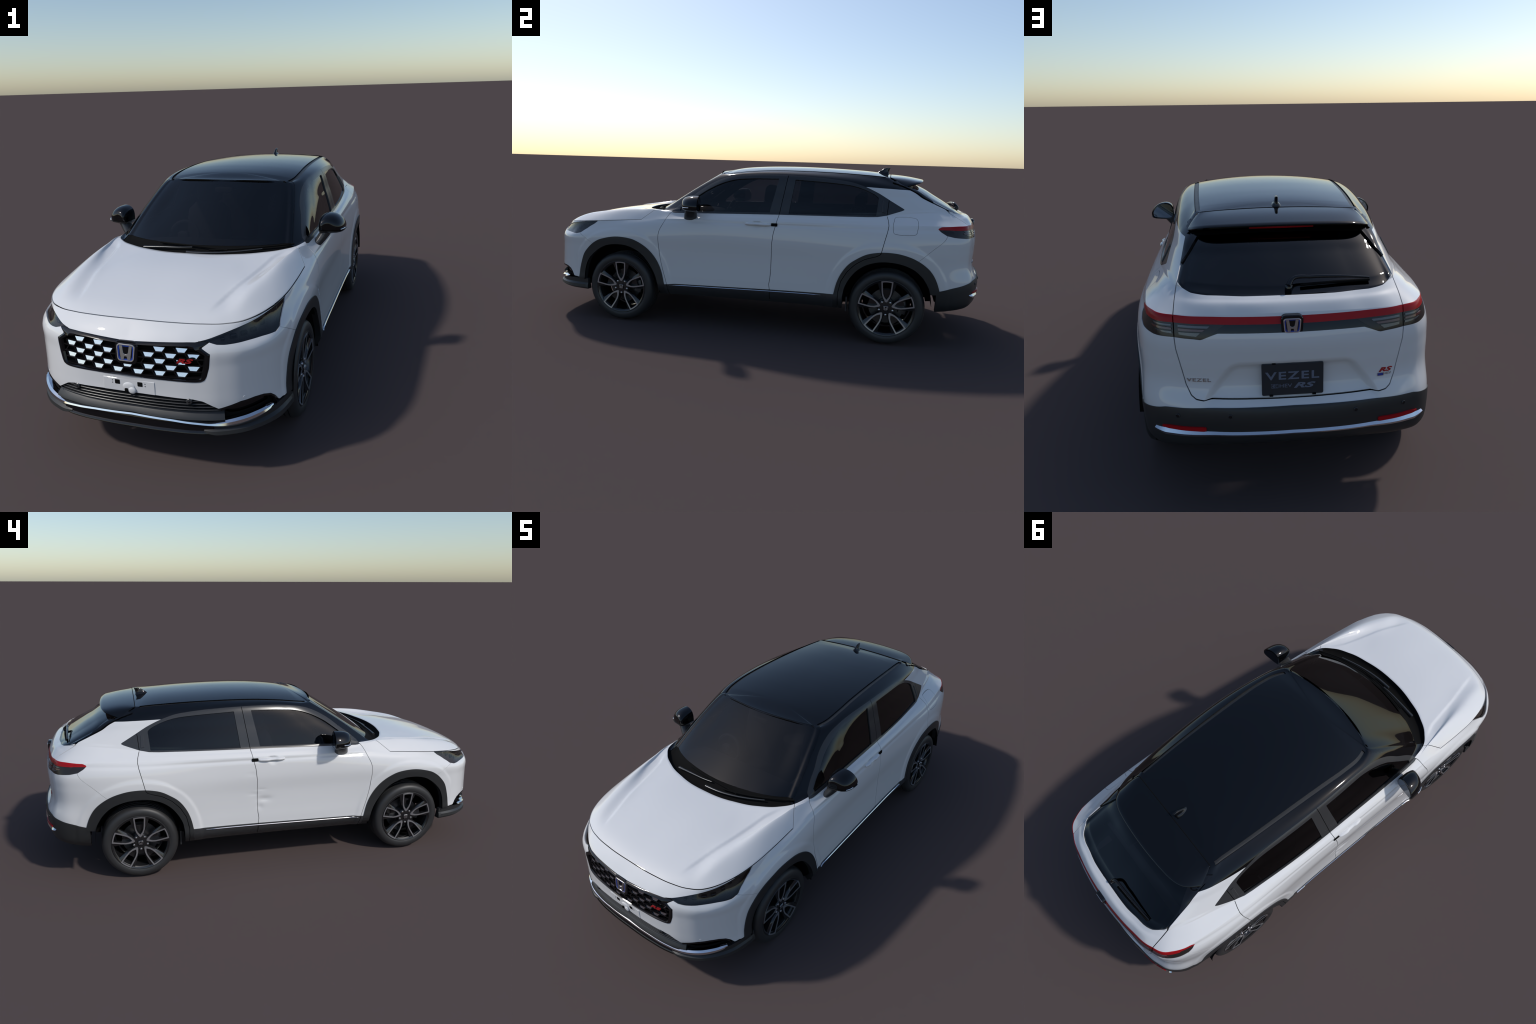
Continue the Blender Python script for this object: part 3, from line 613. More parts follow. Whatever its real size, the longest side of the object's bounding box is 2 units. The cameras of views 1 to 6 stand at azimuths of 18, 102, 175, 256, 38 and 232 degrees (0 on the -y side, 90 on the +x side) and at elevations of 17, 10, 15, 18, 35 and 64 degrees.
def lettering(name, s, w, h, fr, mat, parent=None, depth=.0012, shear=0., bold=.0, space=1.):
    cu = bpy.data.curves.new(name, "FONT"); cu.body = s; cu.extrude = .02; cu.shear = shear; cu.offset = bold; cu.space_character = space; cu.resolution_u = 4
    o = bpy.data.objects.new(name, cu); bpy.context.collection.objects.link(o)
    me = bpy.data.meshes.new_from_object(o.evaluated_get(bpy.context.evaluated_depsgraph_get())); bpy.data.objects.remove(o); bpy.data.curves.remove(cu)
    co = np.empty(len(me.vertices) * 3); me.vertices.foreach_get("co", co); co = co.reshape(-1, 3)
    lo, hi = co.min(0), co.max(0); q = (co - (lo + hi) / 2) / (hi - lo) * [w, h, depth]; q[:, 2] += depth * .5
    me.vertices.foreach_set("co", (fr.o + q[:, :1] * fr.u + q[:, 1:2] * fr.v + q[:, 2:] * fr.n).ravel()); me.name = name; me.materials.clear(); me.materials.append(mat)
    me.update(); return add(name, me, parent)

# ---------------------------------------------------------------- emblem: an H in a rounded frame
H_SHAPE = [(-.46,.46),(-.25,.46),(-.17,-.02),(-.06,-.10),(.06,-.10),(.17,-.02),(.25,.46),(.46,.46),(.34,-.46),(.13,-.46),(.09,-.24),(-.09,-.24),(-.13,-.46),(-.34,-.46)]
def emblem(fr, s, parent, housing=True, blue=True):
    if housing: prism("emblem_housing", rrect(s * 1.30, s * 1.24, s * .30, taper=.08), -.012, .004, fr, PIANO, parent, .002)
    fr2 = Frame(fr.at(0, -.01 * s, .004 if housing else 0), fr.u, fr.v, fr.n); k = s / .05
    if blue: prism("emblem_field", rrect(s * .90, s * .80, s * .15, taper=.16), -.001, .0010 * k, fr2, BADGE_BLUE, parent, hole=rrect(s * .74, s * .64, s * .12, taper=.16))
    prism("emblem_ring", rrect(s, s * .9, s * .18, taper=.16), -.001, .0024 * k, fr2, BRIGHT, parent, .0004, hole=rrect(s * .88, s * .78, s * .14, taper=.16))
    prism("emblem_letter", [(x * s * .80, y * s * .80) for x, y in H_SHAPE], -.001, .0022 * k, fr2, SILVER, parent, .0004 * k)

# ---------------------------------------------------------------- front: grille
GRILLE_IN = mirror_closed([(0,.383),(.10,.385),(.160,.387),(.186,.379),(.2115,.363),(.2075,.33),(.2015,.304),(.197,.2985),(.10,.299),(0,.300)])
def grille_frame():
    n = 160
    def resample(poly):
        P = np.array(poly + poly[:1], float); ang = np.unwrap(np.arctan2(P[:, 1] - .343, P[:, 0] * .25)); 
        t = np.r_[0, np.cumsum(np.linalg.norm(np.diff(P, axis=0), axis=1))]; return P, t
    Po = np.array([p for p in GRILLE if True]); 
    # match the two loops by direction from the centre
    def along(poly, q):
        P = np.array(poly + poly[:1], float); d = V3(math.cos(q) * .23, math.sin(q) * .055, 0)[:2]; best = 0
        c = np.array((0, .343))
        for a_, b_ in zip(P[:-1], P[1:]):
            e = b_ - a_; M = np.array([[d[0], -e[0]], [d[1], -e[1]]]); det = np.linalg.det(M)
            if abs(det) < 1e-12: continue
            s_, t_ = np.linalg.solve(M, a_ - c)
            if -1e-9 <= t_ <= 1 + 1e-9 and s_ > best: best = s_
        return c + d * best
    Q = np.linspace(0, 2 * math.pi, n, endpoint=False); S = []
    O = [along(GRILLE, q) for q in Q]; I = [along(GRILLE_IN, q) for q in Q]
    def pt(p, off, g=0.): return V3(p[0], (1 - g) * front_y(p[0], p[1]) + g * grille_y(p[0], p[1]) - off, p[1])
    mixp = lambda o, i, k: o * (1 - k) + i * k
    S = [[pt(o, -.014) for o in O], [pt(o, -.001) for o in O], [pt(mixp(o, i, .25), .0020) for o, i in zip(O, I)], [pt(mixp(o, i, .7), .0010, .6) for o, i in zip(O, I)], [pt(i, -.004, 1) for i in I], [pt(i, -.022, 1) for i in I]]
    loft("grille_frame", S, PIANO, BUMPER_FRONT, caps=False, angle=28)
grille_frame()
PITCH, ROWS, RH = .0608, 5, .0166
def in_grille(x, z, m=.001): return sdf(GRILLE_IN, np.array([x]), np.array([z]))[0] < -m
chrome_v, chrome_f, bar_v, bar_f = [], [], [], []
def box_between(p, q, wid, out0, out1, V, Fc):
    """bar on the grille surface between two (x, z) points"""
    p, q = np.array(p), np.array(q); n = 4; d = (q - p) / np.linalg.norm(q - p); s = np.array((-d[1], d[0])) * wid / 2; b = len(V)
    for k in range(n + 1):
        c = p + (q - p) * k / n
        for sg, o in ((-1, out0), (-1, out1), (1, out1), (1, out0)):
            xx, zz = c + s * sg; V.append((xx, grille_y(xx, zz) - o, zz))
    Fc += ring_faces(n + 1, 4, b) + [(b, b + 1, b + 2, b + 3), (b + 4 * n, b + 4 * n + 3, b + 4 * n + 2, b + 4 * n + 1)]
k_count = 0
for row in range(ROWS):
    zc = .3755 - .0003 - RH * row
    zt, zb = zc + .0062, zc - .0052
    xs = [i * PITCH for i in range(-4, 5)] if row % 2 else [(i + .5) * PITCH for i in range(-4, 4)]
    # ledges along the row
    lim = max([x for x in np.linspace(0, .215, 216) if in_grille(x, zb, .0)] + [.1])
    for i in range(-8, 8):
        box_between((lim * i / 8, zb - .0016), (lim * (i + 1) / 8, zb - .0016), .0030, -.016, -.0035, bar_v, bar_f)
    for x0 in xs:
        for sg in (-1, 1):
            p, q = (x0 + sg * .0195, zt + .0012), (x0 + sg * .0105, zb - .001)
            if in_grille(*p, .002) and in_grille(*q, .002) and not (abs(x0) < .03 and 0 < row < 3): box_between(p, q, .0030, -.016, -.0040, bar_v, bar_f)
        poly = [(-.0163, zt - .0006), (.0163, zt - .0006), (.0088, zb + .0004), (-.0088, zb + .0004)]
        if abs(x0) < .035 and row in (0, 1, 2): continue
        if abs(x0) < .04 and row == 2: continue
        pts = []
        for dx, zz in poly:
            xx = x0 + dx
            for _ in range(12):
                if in_grille(xx, zz, .0015): break
                xx += (x0 * .9 - xx) * .12
            pts.append((xx, zz))
        if not in_grille(x0, zc, .004) or abs(pts[0][0] - pts[1][0]) < .01: continue
        yc = grille_y(x0, zc) + .0075; sl = (grille_y(x0 + .01, zc) - grille_y(x0 - .01, zc)) / .02 * .45
        v = [(px, yc + (px - x0) * sl + (pz - zc) * .36, pz) for px, pz in pts] + [(px, yc + .008 + (px - x0) * sl, pz) for px, pz in pts]
        o = mesh("grille_chip", v, [(0, 1, 2, 3), (0, 1, 5, 4), (1, 2, 6, 5), (2, 3, 7, 6), (3, 0, 4, 7)], GRILLE_CHROME, BUMPER_FRONT, 20)
mesh("grille_bars", bar_v, bar_f, PIANO, BUMPER_FRONT, 30, "stuff")
EMB = Frame((0, grille_y(0, .361) + .006, .361), (1, 0, 0), V3(0, .16, 1) / math.hypot(.16, 1), V3(0, -1, .16) / math.hypot(.16, 1))
emblem(EMB, .052, BUMPER_FRONT)
_, n = cast((.1635, -2, .351), (0, 1, 0)); fr = frame_on(V3(.1635, grille_y(.1635, .351) + .002, .351), n)
lettering("badge_backing", "RS", .049, .0155, Frame(fr.at(0, 0, .0), fr.u, fr.v, fr.n), MATT, BUMPER_FRONT, .004, .35, .06)  # larger matt black copy of the letters behind the red ones
lettering("badge", "RS", .046, .0125, Frame(fr.at(0, 0, .0042), fr.u, fr.v, fr.n), BADGE_RED, BUMPER_FRONT, .0015, .35, .035)

# plate carrier on the front bumper
fr = Frame((0, front_y(0, .264) + .0015, .264), (1, 0, 0), (0, 0, 1), (0, -1, 0))
prism("plate_carrier", rrect(.154, .038, .002), -.006, .0025, fr, WHITE, BUMPER_FRONT, .001)
for sx in (-1, 1):
    prism("clip_hole_patch", rrect(.015, .013, .002), 0, .0030, Frame(fr.at(sx * .034, .008), fr.u, fr.v, fr.n), MATT, BUMPER_FRONT)  # raised dark block standing in for a clip hole
    for dz in (.004, .011): prism("screw_hole_dot", circle(.0014, 8), 0, .0031, Frame(fr.at(sx * .049, dz), fr.u, fr.v, fr.n), MATT, BUMPER_FRONT)  # small dark discs drawn in place of screw holes
S = []
for k, t in enumerate(np.linspace(0, math.pi / 2, 6)):
    S.append([fr.at(math.cos(q) * .019 * math.cos(t), -.004 + math.sin(q) * .014 * math.cos(t), .0025 + .0035 * math.sin(t)) for q in np.linspace(0, 2 * math.pi, 20, endpoint=False)])
loft("carrier_boss", S[:-1], WHITE, BUMPER_FRONT)
S = []
for t in np.linspace(0, math.pi / 2, 6):
    S.append([fr.at(.010 + math.cos(q) * .012 * math.cos(t), -.012 + math.sin(q) * .010 * math.cos(t), .0045 + .004 * math.sin(t)) for q in np.linspace(0, 2 * math.pi, 20, endpoint=False)])
loft("front_camera_pod", S[:-1], WHITE, BUMPER_FRONT)
prism("camera_window", rrect(.008, .009, .001), .006, .0095, Frame(fr.at(-.006, -.011), fr.u, fr.v, fr.n), MATT, BUMPER_FRONT)

# lower intake: slats between the bumper edge and the bright strip
for i, (zz, lim) in enumerate(((.2345, .200), (.2255, .222), (.2165, .240), (.2075, .254))):
    path = [body_at(aa, zz, -.006) for aa in np.linspace(-lim, lim, 41)]
    sweep("intake_slat", path, [(.003, .0010), (.0042, 0), (.003, -.0010), (-.007, -.0014), (-.007, .0014)], TRIM, BUMPER_FRONT)
path = [body_at(aa, .186, .0) for aa in np.linspace(-.262, .262, 41)]
sweep("intake_floor", path, [(-.012, .015), (.001, .002), (.004, -.006), (-.01, -.008), (-.02, .015)], CLAD, BUMPER_FRONT)
for sx in (-1, 1):
    p, n = body_at(sx * .170, .2355, -.002); prism("parking_sensor", circle(.0085, 20), -.012, .004, frame_on(p, n), TRIM, BUMPER_FRONT, .002); prism("sensor_eye", circle(.0032, 12), .004, .0052, frame_on(p, n), PIANO, BUMPER_FRONT, .001)
    p, n = body_at(sx * .318, .236); prism("corner_sensor", circle(.0042, 16), -.002, .0006, frame_on(p, n), WHITE, BUMPER_FRONT, .0004)

# bright strip, wrapping into the corner vents
E_ = .408
aa = np.linspace(-E_, E_, 121)
zc = lambda a_: np.interp(abs(a_), [0, .12, .22, .262, .33, .38, .408], [.1795, .1755, .1685, .1675, .174, .181, .187])
hh = lambda a_: np.interp(abs(a_), [0, .22, .262, .30, .35, .39, .408], [.8, .8, 1.2, 1.45, 1.35, .9, .35])
path = [(V3(*(plan(q)[0][:2] + plan(q)[1][:2] * -.001), zc(q)), plan(q)[1]) for q in aa]
sweep("bright_strip", path, [(-.012, .0075), (-.001, .0065), (.0055, .0025), (.0075, -.003), (.005, -.0065), (-.012, -.0065)], CHROME, BUMPER_FRONT, [(1 if abs(q) < .395 else .6, float(hh(q))) for q in aa], angle=25)
# gloss frame round the corner vents
for sx in (-1, 1):
    path = [body_at(sx * q, zz, .0) for q, zz in ((.252, .212), (.28, .2195), (.315, .2255), (.35, .228), (.38, .2255), (.405, .218), (.418, .206), (.424, .192), (.424, .180))]
    sweep("vent_frame", path, [(-.016, .001), (.0012, .001), (.0018, -.005), (-.006, -.010), (-.020, -.010)], PIANO, BUMPER_FRONT)
# chin: a thin lip in the middle and deeper blades towards the wheels
aa = np.linspace(-.232, .232, 61)
path = [(V3(*(plan(q)[0][:2]), .1545), plan(q)[1]) for q in aa]
sweep("front_lip", path, [(-.05, .016), (-.003, .014), (.000, .006), (.001, -.008), (.0045, -.012), (.0055, -.016), (.002, -.019), (-.06, -.020)], PIANO, BUMPER_FRONT, [(1, float(np.interp(abs(q), [0, .2, .232], [1, 1, .8]))) for q in aa])
for sx in (-1, 1):
    qs = np.linspace(.205, .522, 40); path = []; sc = []
    for q in qs:
        o, n = plan(q); path.append((V3(o[0] * sx, o[1], float(np.interp(q, [.205, .24, .33, .42, .545], [.150, .151, .153, .157, .158]))), V3(n[0] * sx, n[1], 0)))
        sc.append((float(np.interp(q, [.205, .225, .40, .50, .545], [.35, 1, 1, .6, .35])), float(np.interp(q, [.205, .24, .36, .44, .545], [.35, .75, .8, 1.0, 1.08]))))
    sweep("front_blade", path, [(-.03, .024), (-.001, .023), (-.001, .004), (.007, -.004), (.009, -.017), (.004, -.023), (-.05, -.023)], CLAD, BUMPER_FRONT, sc, angle=22)

# headlights: clear lens over a dark bowl with small reflectors
panel("headlight_lens", ["headlight_housing"], LENS, offset=-.0035, skirt=.0)
panel("headlight_bowl", ["headlight_housing"], BOWL, offset=-.018, skirt=-.0135)
for sx in (-1, 1):
    for q, zz, ww, hg in ((.268, .3965, .010, .007), (.305, .3985, .018, .011), (.345, .3995, .018, .011), (.385, .4005, .018, .011), (.43, .412, .014, .016), (.465, .425, .014, .014)):
        p, n = body_at(sx * q, zz, -.011)
        prism("reflector_cell", rrect(ww, hg, .002), -.01, 0, frame_on(p, n), LAMP_CLEAR if q > .26 else CHROME, None, .0015, hole=rrect(ww * .6, hg * .5, .001))
    pts = [body_at(sx * q, zz, -.009)[0] for q, zz in ((.23, .4005), (.30, .413), (.36, .4235), (.42, .4335), (.48, .4425), (.503, .438), (.503, .426))]
    tube("daylight_strip", densify3(pts, 5), .0022, LAMP_CLEAR, None, 8)

# ---------------------------------------------------------------- rear
# bright strip and reflectors
aa = np.linspace(2.222, _arc[-1], 50); qa = np.r_[aa, ]
def mirrored(path): return path + [(p * [-1, 1, 1], n * [-1, 1, 1]) for p, n in reversed(path[:-1])]
path = mirrored([body_at(q, float(np.interp(q, [2.222, 2.25, 2.35, 2.57], [.2235, .2195, .2205, .2235])), -.0005) for q in aa])
sc = [float(np.interp(q, [2.222, 2.25, 2.34, 2.38, 2.57], [.5, 1.5, 1.15, .9, .85])) for q in aa]; sc = sc + sc[-2::-1]
sweep("bright_strip", path, [(-.006, .0085), (.0015, .0072), (.0080, -.001), (.0070, -.005), (.001, -.007), (-.006, -.007)], CHROME, BUMPER_REAR, [(1, k) for k in sc], angle=25)
for sx in (-1, 1):
    qs = np.linspace(2.243, 2.352, 14); path = []
    for q in qs:
        p, n = body_at(q, .234, .002); path.append((p * [sx, 1, 1], n * [sx, 1, 1]))
    sweep("rear_reflector", path, [(-.006, .0055), (.004, .0045), (.004, -.006), (-.006, -.006)], RED, BUMPER_REAR, [(1, float(np.interp(q, [2.243, 2.26, 2.345, 2.352], [.4, .8, 1.0, .7]))) for q in qs])
    for q, zz in ((2.284, .2645), (2.411, .268)):
        p, n = body_at(q, zz, .003); fr = frame_on(p * [sx, 1, 1], n * [sx, 1, 1])
        prism("parking_sensor", circle(.0058, 20), -.002, .0012, fr, TRIM, BUMPER_REAR, .0006, hole=circle(.0040, 20)); prism("sensor_eye", circle(.0036, 16), -.002, .0012, fr, PIANO, BUMPER_REAR, .0006)
RU, RV = V3(-1, 0, 0), V3(0, 0, 1)
emblem(Frame((0, rear_y(0, .487) + .001, .4865), RU, RV, (0, 1, 0)), .040, TAILGATE)
# number plate
y1 = max(rear_y(x_, z_) for x_ in (-.07, 0, .07) for z_ in (.31, .35, .39))
PL = Frame((0, y1 + .001, .3495), RU, RV, (0, 1, 0))
prism("number_plate", rrect(.149, .083, .004), -.004, .003, PL, PLATE, TAILGATE, .0008)
for sx in (-1, 1):
    prism("plate_clip", rrect(.009, .005, .001), -.004, .005, Frame(PL.at(sx * .052, -.041), PL.u, PL.v, PL.n), MATT, TAILGATE, .0005)
prism("plate_clip", rrect(.009, .003, .001), -.004, .004, Frame(PL.at(-.045, .0415), PL.u, PL.v, PL.n), MATT, TAILGATE, .0005)
lettering("plate_lettering", "VEZEL", .130, .0205, Frame(PL.at(-.001, .010, .003), RU, RV, PL.n), PLATE_TEXT, TAILGATE, .0006, 0, .022, 1.2)
lettering("plate_lettering", "RS", .053, .0145, Frame(PL.at(.029, -.0165, .003), RU, RV, PL.n), PLATE_TEXT, TAILGATE, .0006, .35, .035)
lettering("plate_lettering", "HEV", .030, .009, Frame(PL.at(-.017, -.0165, .003), RU, RV, PL.n), PLATE_TEXT, TAILGATE, .0006)
prism("plate_lettering", rrect(.017, .0105, .001), -.001, .0036, Frame(PL.at(-.0435, -.0165), RU, RV, PL.n), PLATE_TEXT, TAILGATE, hole=rrect(.0155, .009, .001))
lettering("plate_lettering", "e:", .0115, .0065, Frame(PL.at(-.0435, -.0165, .003), RU, RV, PL.n), PLATE_TEXT, TAILGATE, .0006)
def rear_frame(x_, z_): p, n = cast((x_, 2, z_), (0, -1, 0)); return frame_on(p, n)
lettering("model_badge", "VEZEL", .059, .0085, rear_frame(.2245, .350), SILVER, TAILGATE, .0015, 0, .018, 1.2)
lettering("trim_badge", "RS", .036, .0115, rear_frame(-.233, .3515), BADGE_RED, TAILGATE, .0015, .35, .035)
lettering("hybrid_badge", "HEV", .020, .006, rear_frame(-.2385, .3405), SILVER, TAILGATE, .0012)
prism("hybrid_badge_box", rrect(.015, .0065, .001), -.001, .0012, rear_frame(-.2195, .3395), BADGE_BLUE, TAILGATE); prism("hybrid_badge_rim", rrect(.0165, .008, .001), -.001, .0014, rear_frame(-.2195, .3395), SILVER, TAILGATE, hole=rrect(.0145, .006, .001))

# light strips inside the tail lamps
for kind, quad in LAMP_BARS:
    (a0, z0), (a1, z1), (a2, z2), (a3, z3) = quad
    for sx in (-1, 1):
        S = []
        for t in np.linspace(0, 1, 14):
            rowp = []
            for s_, lift in ((0, -.002), (0, .0008), (1, .0008), (1, -.002)):
                q, zz = (a0 + (a1 - a0) * t) * (1 - s_) + (a3 + (a2 - a3) * t) * s_, (z0 + (z1 - z0) * t) * (1 - s_) + (z3 + (z2 - z3) * t) * s_
                rowp.append(body_at(q, zz, lift)[0] * [sx, 1, 1])
            S.append(rowp)
        loft("lamp_bar", S, LAMP_CLEAR if kind == "clear" else DULL_RED, angle=30)

# roof spoiler
def spoiler():
    nu_, nv_ = 61, 13; us = np.linspace(-1, 1, nu_); top, rows_ = [], []
    yt = lambda u: .731 - .022 * u * u - .055 * abs(u) ** 9
    for v in np.linspace(0, 1, nv_):
        rowp = []
        for u in us:
            X = (.224 + .028 * v) * u; yv = .5900 + (yt(u) - .5900) * v
            zf = .6985 - .0085 * u * u; zt = .6805 - .009 * u * u - .014 * abs(u) ** 10
            rowp.append(V3(X, yv, zf + (zt - zf) * v + .003 * math.sin(math.pi * v)))
        rows_.append(rowp)
    # rolled trailing edge, underside back to the glass
    last = rows_[-1]
    for dy, dz, k in ((.003, -.003, 1.002), (.001, -.007, 1.002), (-.012, -.012, .998), (-.045, -.018, .985)):
        rows_.append([V3(p[0] * k, p[1] + dy * (1 if dy > -.02 else (1 - .55 * abs(u) ** 4)), p[2] + dz) for p, u in zip(last, us)])
    n = nu_; v = [p for r_ in rows_ for p in r_]; f = ring_faces(len(rows_), n, closed=False)
    # side walls down to the roof side
    for s_, idx in ((1, n - 1), (-1, 0)):
        b = len(v)
        for r_ in rows_[:nv_ + 2]:
            p = r_[idx]; k_ = min(1, rows_.index(r_) / (nv_ - 1)) if False else min(1, (p[1] - .5885) / .0725); v.append(V3(p[0] + s_ * .003, p[1], p[2] - .003)); v.append(V3(s_ * (.229 + .025 * k_), p[1] + .002, .690 - .042 * k_))
        for i in range(nv_ + 1):
            f += [(i * n + idx, (i + 1) * n + idx, b + 2 * (i + 1), b + 2 * i), (b + 2 * i, b + 2 * i + 2, b + 2 * i + 3, b + 2 * i + 1)]
    return mesh("roof_spoiler", v, f, BLACK, TAILGATE, 40)
spoiler()
tube("spoiler_seam_tube", [V3(x_, .5885, cast((x_, .5885, 2), (0, 0, -1))[0][2] + .0008) for x_ in np.linspace(-.226, .226, 41)], .0016, MATT, TAILGATE, 6)  # dark tube laid on the surface to draw the roof-to-spoiler gap
S = [[V3(x_, .7205 - .022 * (x_ / .25) ** 2 + dy, .6705 + dz) for dy, dz in ((-.01, .004), (.004, .004), (.005, 0), (.002, -.004), (-.01, -.004))] for x_ in np.linspace(-.086, .086, 21)]
loft("brake_light", S, RED, TAILGATE)
# antenna
S = []
for t, (y0, y1_, ww) in zip((0, .16, .30, .42, .60, .80, .95, 1), ((.512, .581, .0158), (.518, .5790, .0150), (.524, .5780, .0112), (.530, .5780, .0066), (.539, .5790, .0054), (.550, .5812, .0050), (.560, .5832, .0044), (.566, .5838, .0028))):
    c, hl = (y0 + y1_) / 2, (y1_ - y0) / 2
    S.append([V3(math.sin(q) * ww, c + math.copysign(abs(math.cos(q)) ** (.5 if math.cos(q) > 0 else .9), math.cos(q)) * hl, .695 + .0338 * t) for q in np.linspace(0, 2 * math.pi, 28, endpoint=False)])
loft("antenna", S, PIANO)
# wipers
def wiper(name, pts, lift, par, blade):
    def on(p):
        h, n = cast(p + V3(0, 0, 2), (0, 0, -1)); return h + n * lift
    P = densify3([on(V3(*p)) for p in pts], 5); tube(name, P, np.interp(np.linspace(0, 1, len(P)), [0, .1, .6, 1], [.006, .005, .0035, .0025]), TRIM, par, 10, .8)
    B = densify3([on(V3(*p)) for p in blade], 8); B[:, 2] -= .002; tube("wiper_blade", B, .0030, MATT, par, 8)
wiper("wiper", [(-.024, -.517, 0), (.05, -.514, 0), (.126, -.498, 0), (.224, -.462, 0)], .009, None, [(.05, -.498, 0), (.126, -.484, 0), (.224, -.452, 0), (.316, -.404, 0)])
wiper("wiper", [(-.195, -.492, 0), (-.12, -.494, 0), (-.05, -.496, 0), (-.011, -.494, 0)], .009, None, [(-.14, -.470, 0), (-.06, -.482, 0), (.02, -.488, 0), (.112, -.490, 0)])
def rwiper():
    def on(x_, z_, l): p, n = cast((x_, 2, z_), (0, -1, 0)); return p + n * l
    P = densify3([on(0, .552, .010), on(-.01, .561, .014), on(-.06, .5645, .013), on(-.13, .564, .010), on(-.206, .5605, .005)], 6)
    tube("rear_wiper", P, np.interp(np.linspace(0, 1, len(P)), [0, .08, .25, .5, 1], [.0070, .0062, .0052, .0050, .0026]), PIANO, TAILGATE, 12, .9)
    B = densify3([on(-.03, .5545, .005), on(-.10, .557, .005), on(-.205, .557, .004)], 8); tube("wiper_blade", B, .0035, MATT, TAILGATE, 8)
    p = on(0, .552, 0); n = cast((0, 2, .552), (0, -1, 0))[1]; prism("wiper_pivot", circle(.009, 20), -.002, .012, frame_on(p, n), PIANO, TAILGATE, .003)
rwiper()

# ---------------------------------------------------------------- mirrors and handles
MS = [(.374,.528),(.3725,.545),(.374,.562),(.381,.576),(.395,.585),(.412,.5875),(.430,.584),(.446,.575),(.458,.562),(.4645,.548),(.4645,.537),(.461,.528),(.448,.5225),(.43,.520),(.40,.5165),(.382,.519)]
def door_mirror():
    out = densify(MS, True, 3); c = np.array((.408, .549)); S = []
    for yy, k in ((-.2000, .94), (-.2005, .985), (-.205, 1.0), (-.222, .99), (-.240, .955), (-.256, .88), (-.268, .77), (-.276, .62), (-.281, .42), (-.283, .15)):
        S.append([V3(c[0] + (px - c[0]) * k - (1 - k) * .016, yy - .018 * (1 - (px - .375) / .09) * (.3 if yy < -.25 else .8), c[1] + (pz - c[1]) * k) for px, pz in out])
    o = loft("door_mirror", S, BLACK, DOORS_F[0], angle=45)
    low = [S_ for S_ in S]
    T = [[V3(p[0] + .0012 * np.sign(p[0] - .41), p[1] - .0012 if i > 3 else p[1], min(p[2], .5335 - .0 * i)) - V3(0, 0, .0012) for p in S_] for i, S_ in enumerate(S)]
    m = loft("mirror_lower_shell", T, TRIM, DOORS_F[0], angle=45)
    g = [V3(c[0] + (px - c[0]) * .86, -.2025 - .018 * (1 - (px - .375) / .09) * .8 + .0035, c[1] + (pz - c[1]) * .84) for px, pz in out]
    gl = mesh("mirror_glass", g, [tuple(range(len(g)))], MIRROR, DOORS_F[0])
    st = [V3(.4645, -.236, .5385), V3(.461, -.252, .5385), V3(.453, -.266, .538)]
    tl = tube("turn_signal", densify3(st, 5), .0022, CHROME, DOORS_F[0], 8)
    S = []
    for x_, y_, z_, rx, ry in ((.360, -.262, .474, .012, .030), (.372, -.261, .486, .014, .030), (.384, -.256, .502, .015, .029), (.396, -.250, .520, .016, .028), (.402, -.248, .530, .016, .028)):
        S.append([V3(x_ + math.cos(q) * rx, y_ + math.copysign(abs(math.sin(q)) ** .8, math.sin(q)) * ry, z_ - math.cos(q) * rx * .5) for q in np.linspace(0, 2 * math.pi, 24, endpoint=False)])
    s = loft("mirror_stalk", S, TRIM, DOORS_F[0], angle=50)
    for k in (o, m, gl, tl, s):
        c_ = flip(k, parent=DOORS_F[1]); c_.data.transform(Matrix.Translation((-.007, 0, 0)))
door_mirror()
ys = np.linspace(-.006, .107, 24); S = []
for yy in ys:
    t = (yy + .006) / .113; e = min(1, 6 * t, 6 * (1 - t)); hgt = .0066 * (.55 + .45 * math.sqrt(max(0, e))); outw = .0065 + .006 * math.sin(math.pi * t) ** .5
    xx = side_x(yy, .4775)
    S.append([V3(xx + o_ * outw - .002, yy, .4775 + u_ * hgt) for o_, u_ in ((-.2, 1), (.7, 1), (1.25, .55), (1.4, 0), (1.25, -.6), (.7, -1), (-.2, -1))])
hd = loft("door_handle", S, WHITE, DOORS_F[0], angle=50); flip(hd, parent=DOORS_F[1])
yy = .1215; fr = frame_on(V3(side_x(yy, .4785), yy, .4785), (1, 0, 0))
lc = prism("latch_cover", rrect(.026, .013, .001), -.004, .0045, fr, MATT, DOORS_F[0], .0005); flip(lc, parent=DOORS_F[1])
# hidden rear door handle in the window corner
for yy, ww in ((.570, .018),):
    fr = frame_on(V3(side_x(yy, .568), yy, .568), cast((2, yy, .568), (-1, 0, 0))[1])
    hh_ = prism("rear_door_handle", [(-.008, -.024), (.007, -.026), (.009, .026), (-.004, .030)], -.004, .003, fr, TRIM, DOORS_R[0], .0015); flip(hh_, parent=DOORS_R[1])
# bright line under the doors
ys = np.linspace(-.345, .335, 60)
def sill_z(q): return float(np.interp(q, [-.37, -.32, .11, .386], [.181, .186, .193, .1955]))
path = [(V3(side_x(q, sill_z(q)) + .004, q, sill_z(q)), V3(1, 0, 0)) for q in ys]
sg = sweep("sill_strip", path, [(-.004, .0028), (.0012, .0020), (.0026, 0), (.0012, -.0022), (-.004, -.0028)], CHROME, None, [(1, min(1, 8 * min(k, 59 - k) / 59 + .3)) for k in range(60)]); flip(sg)

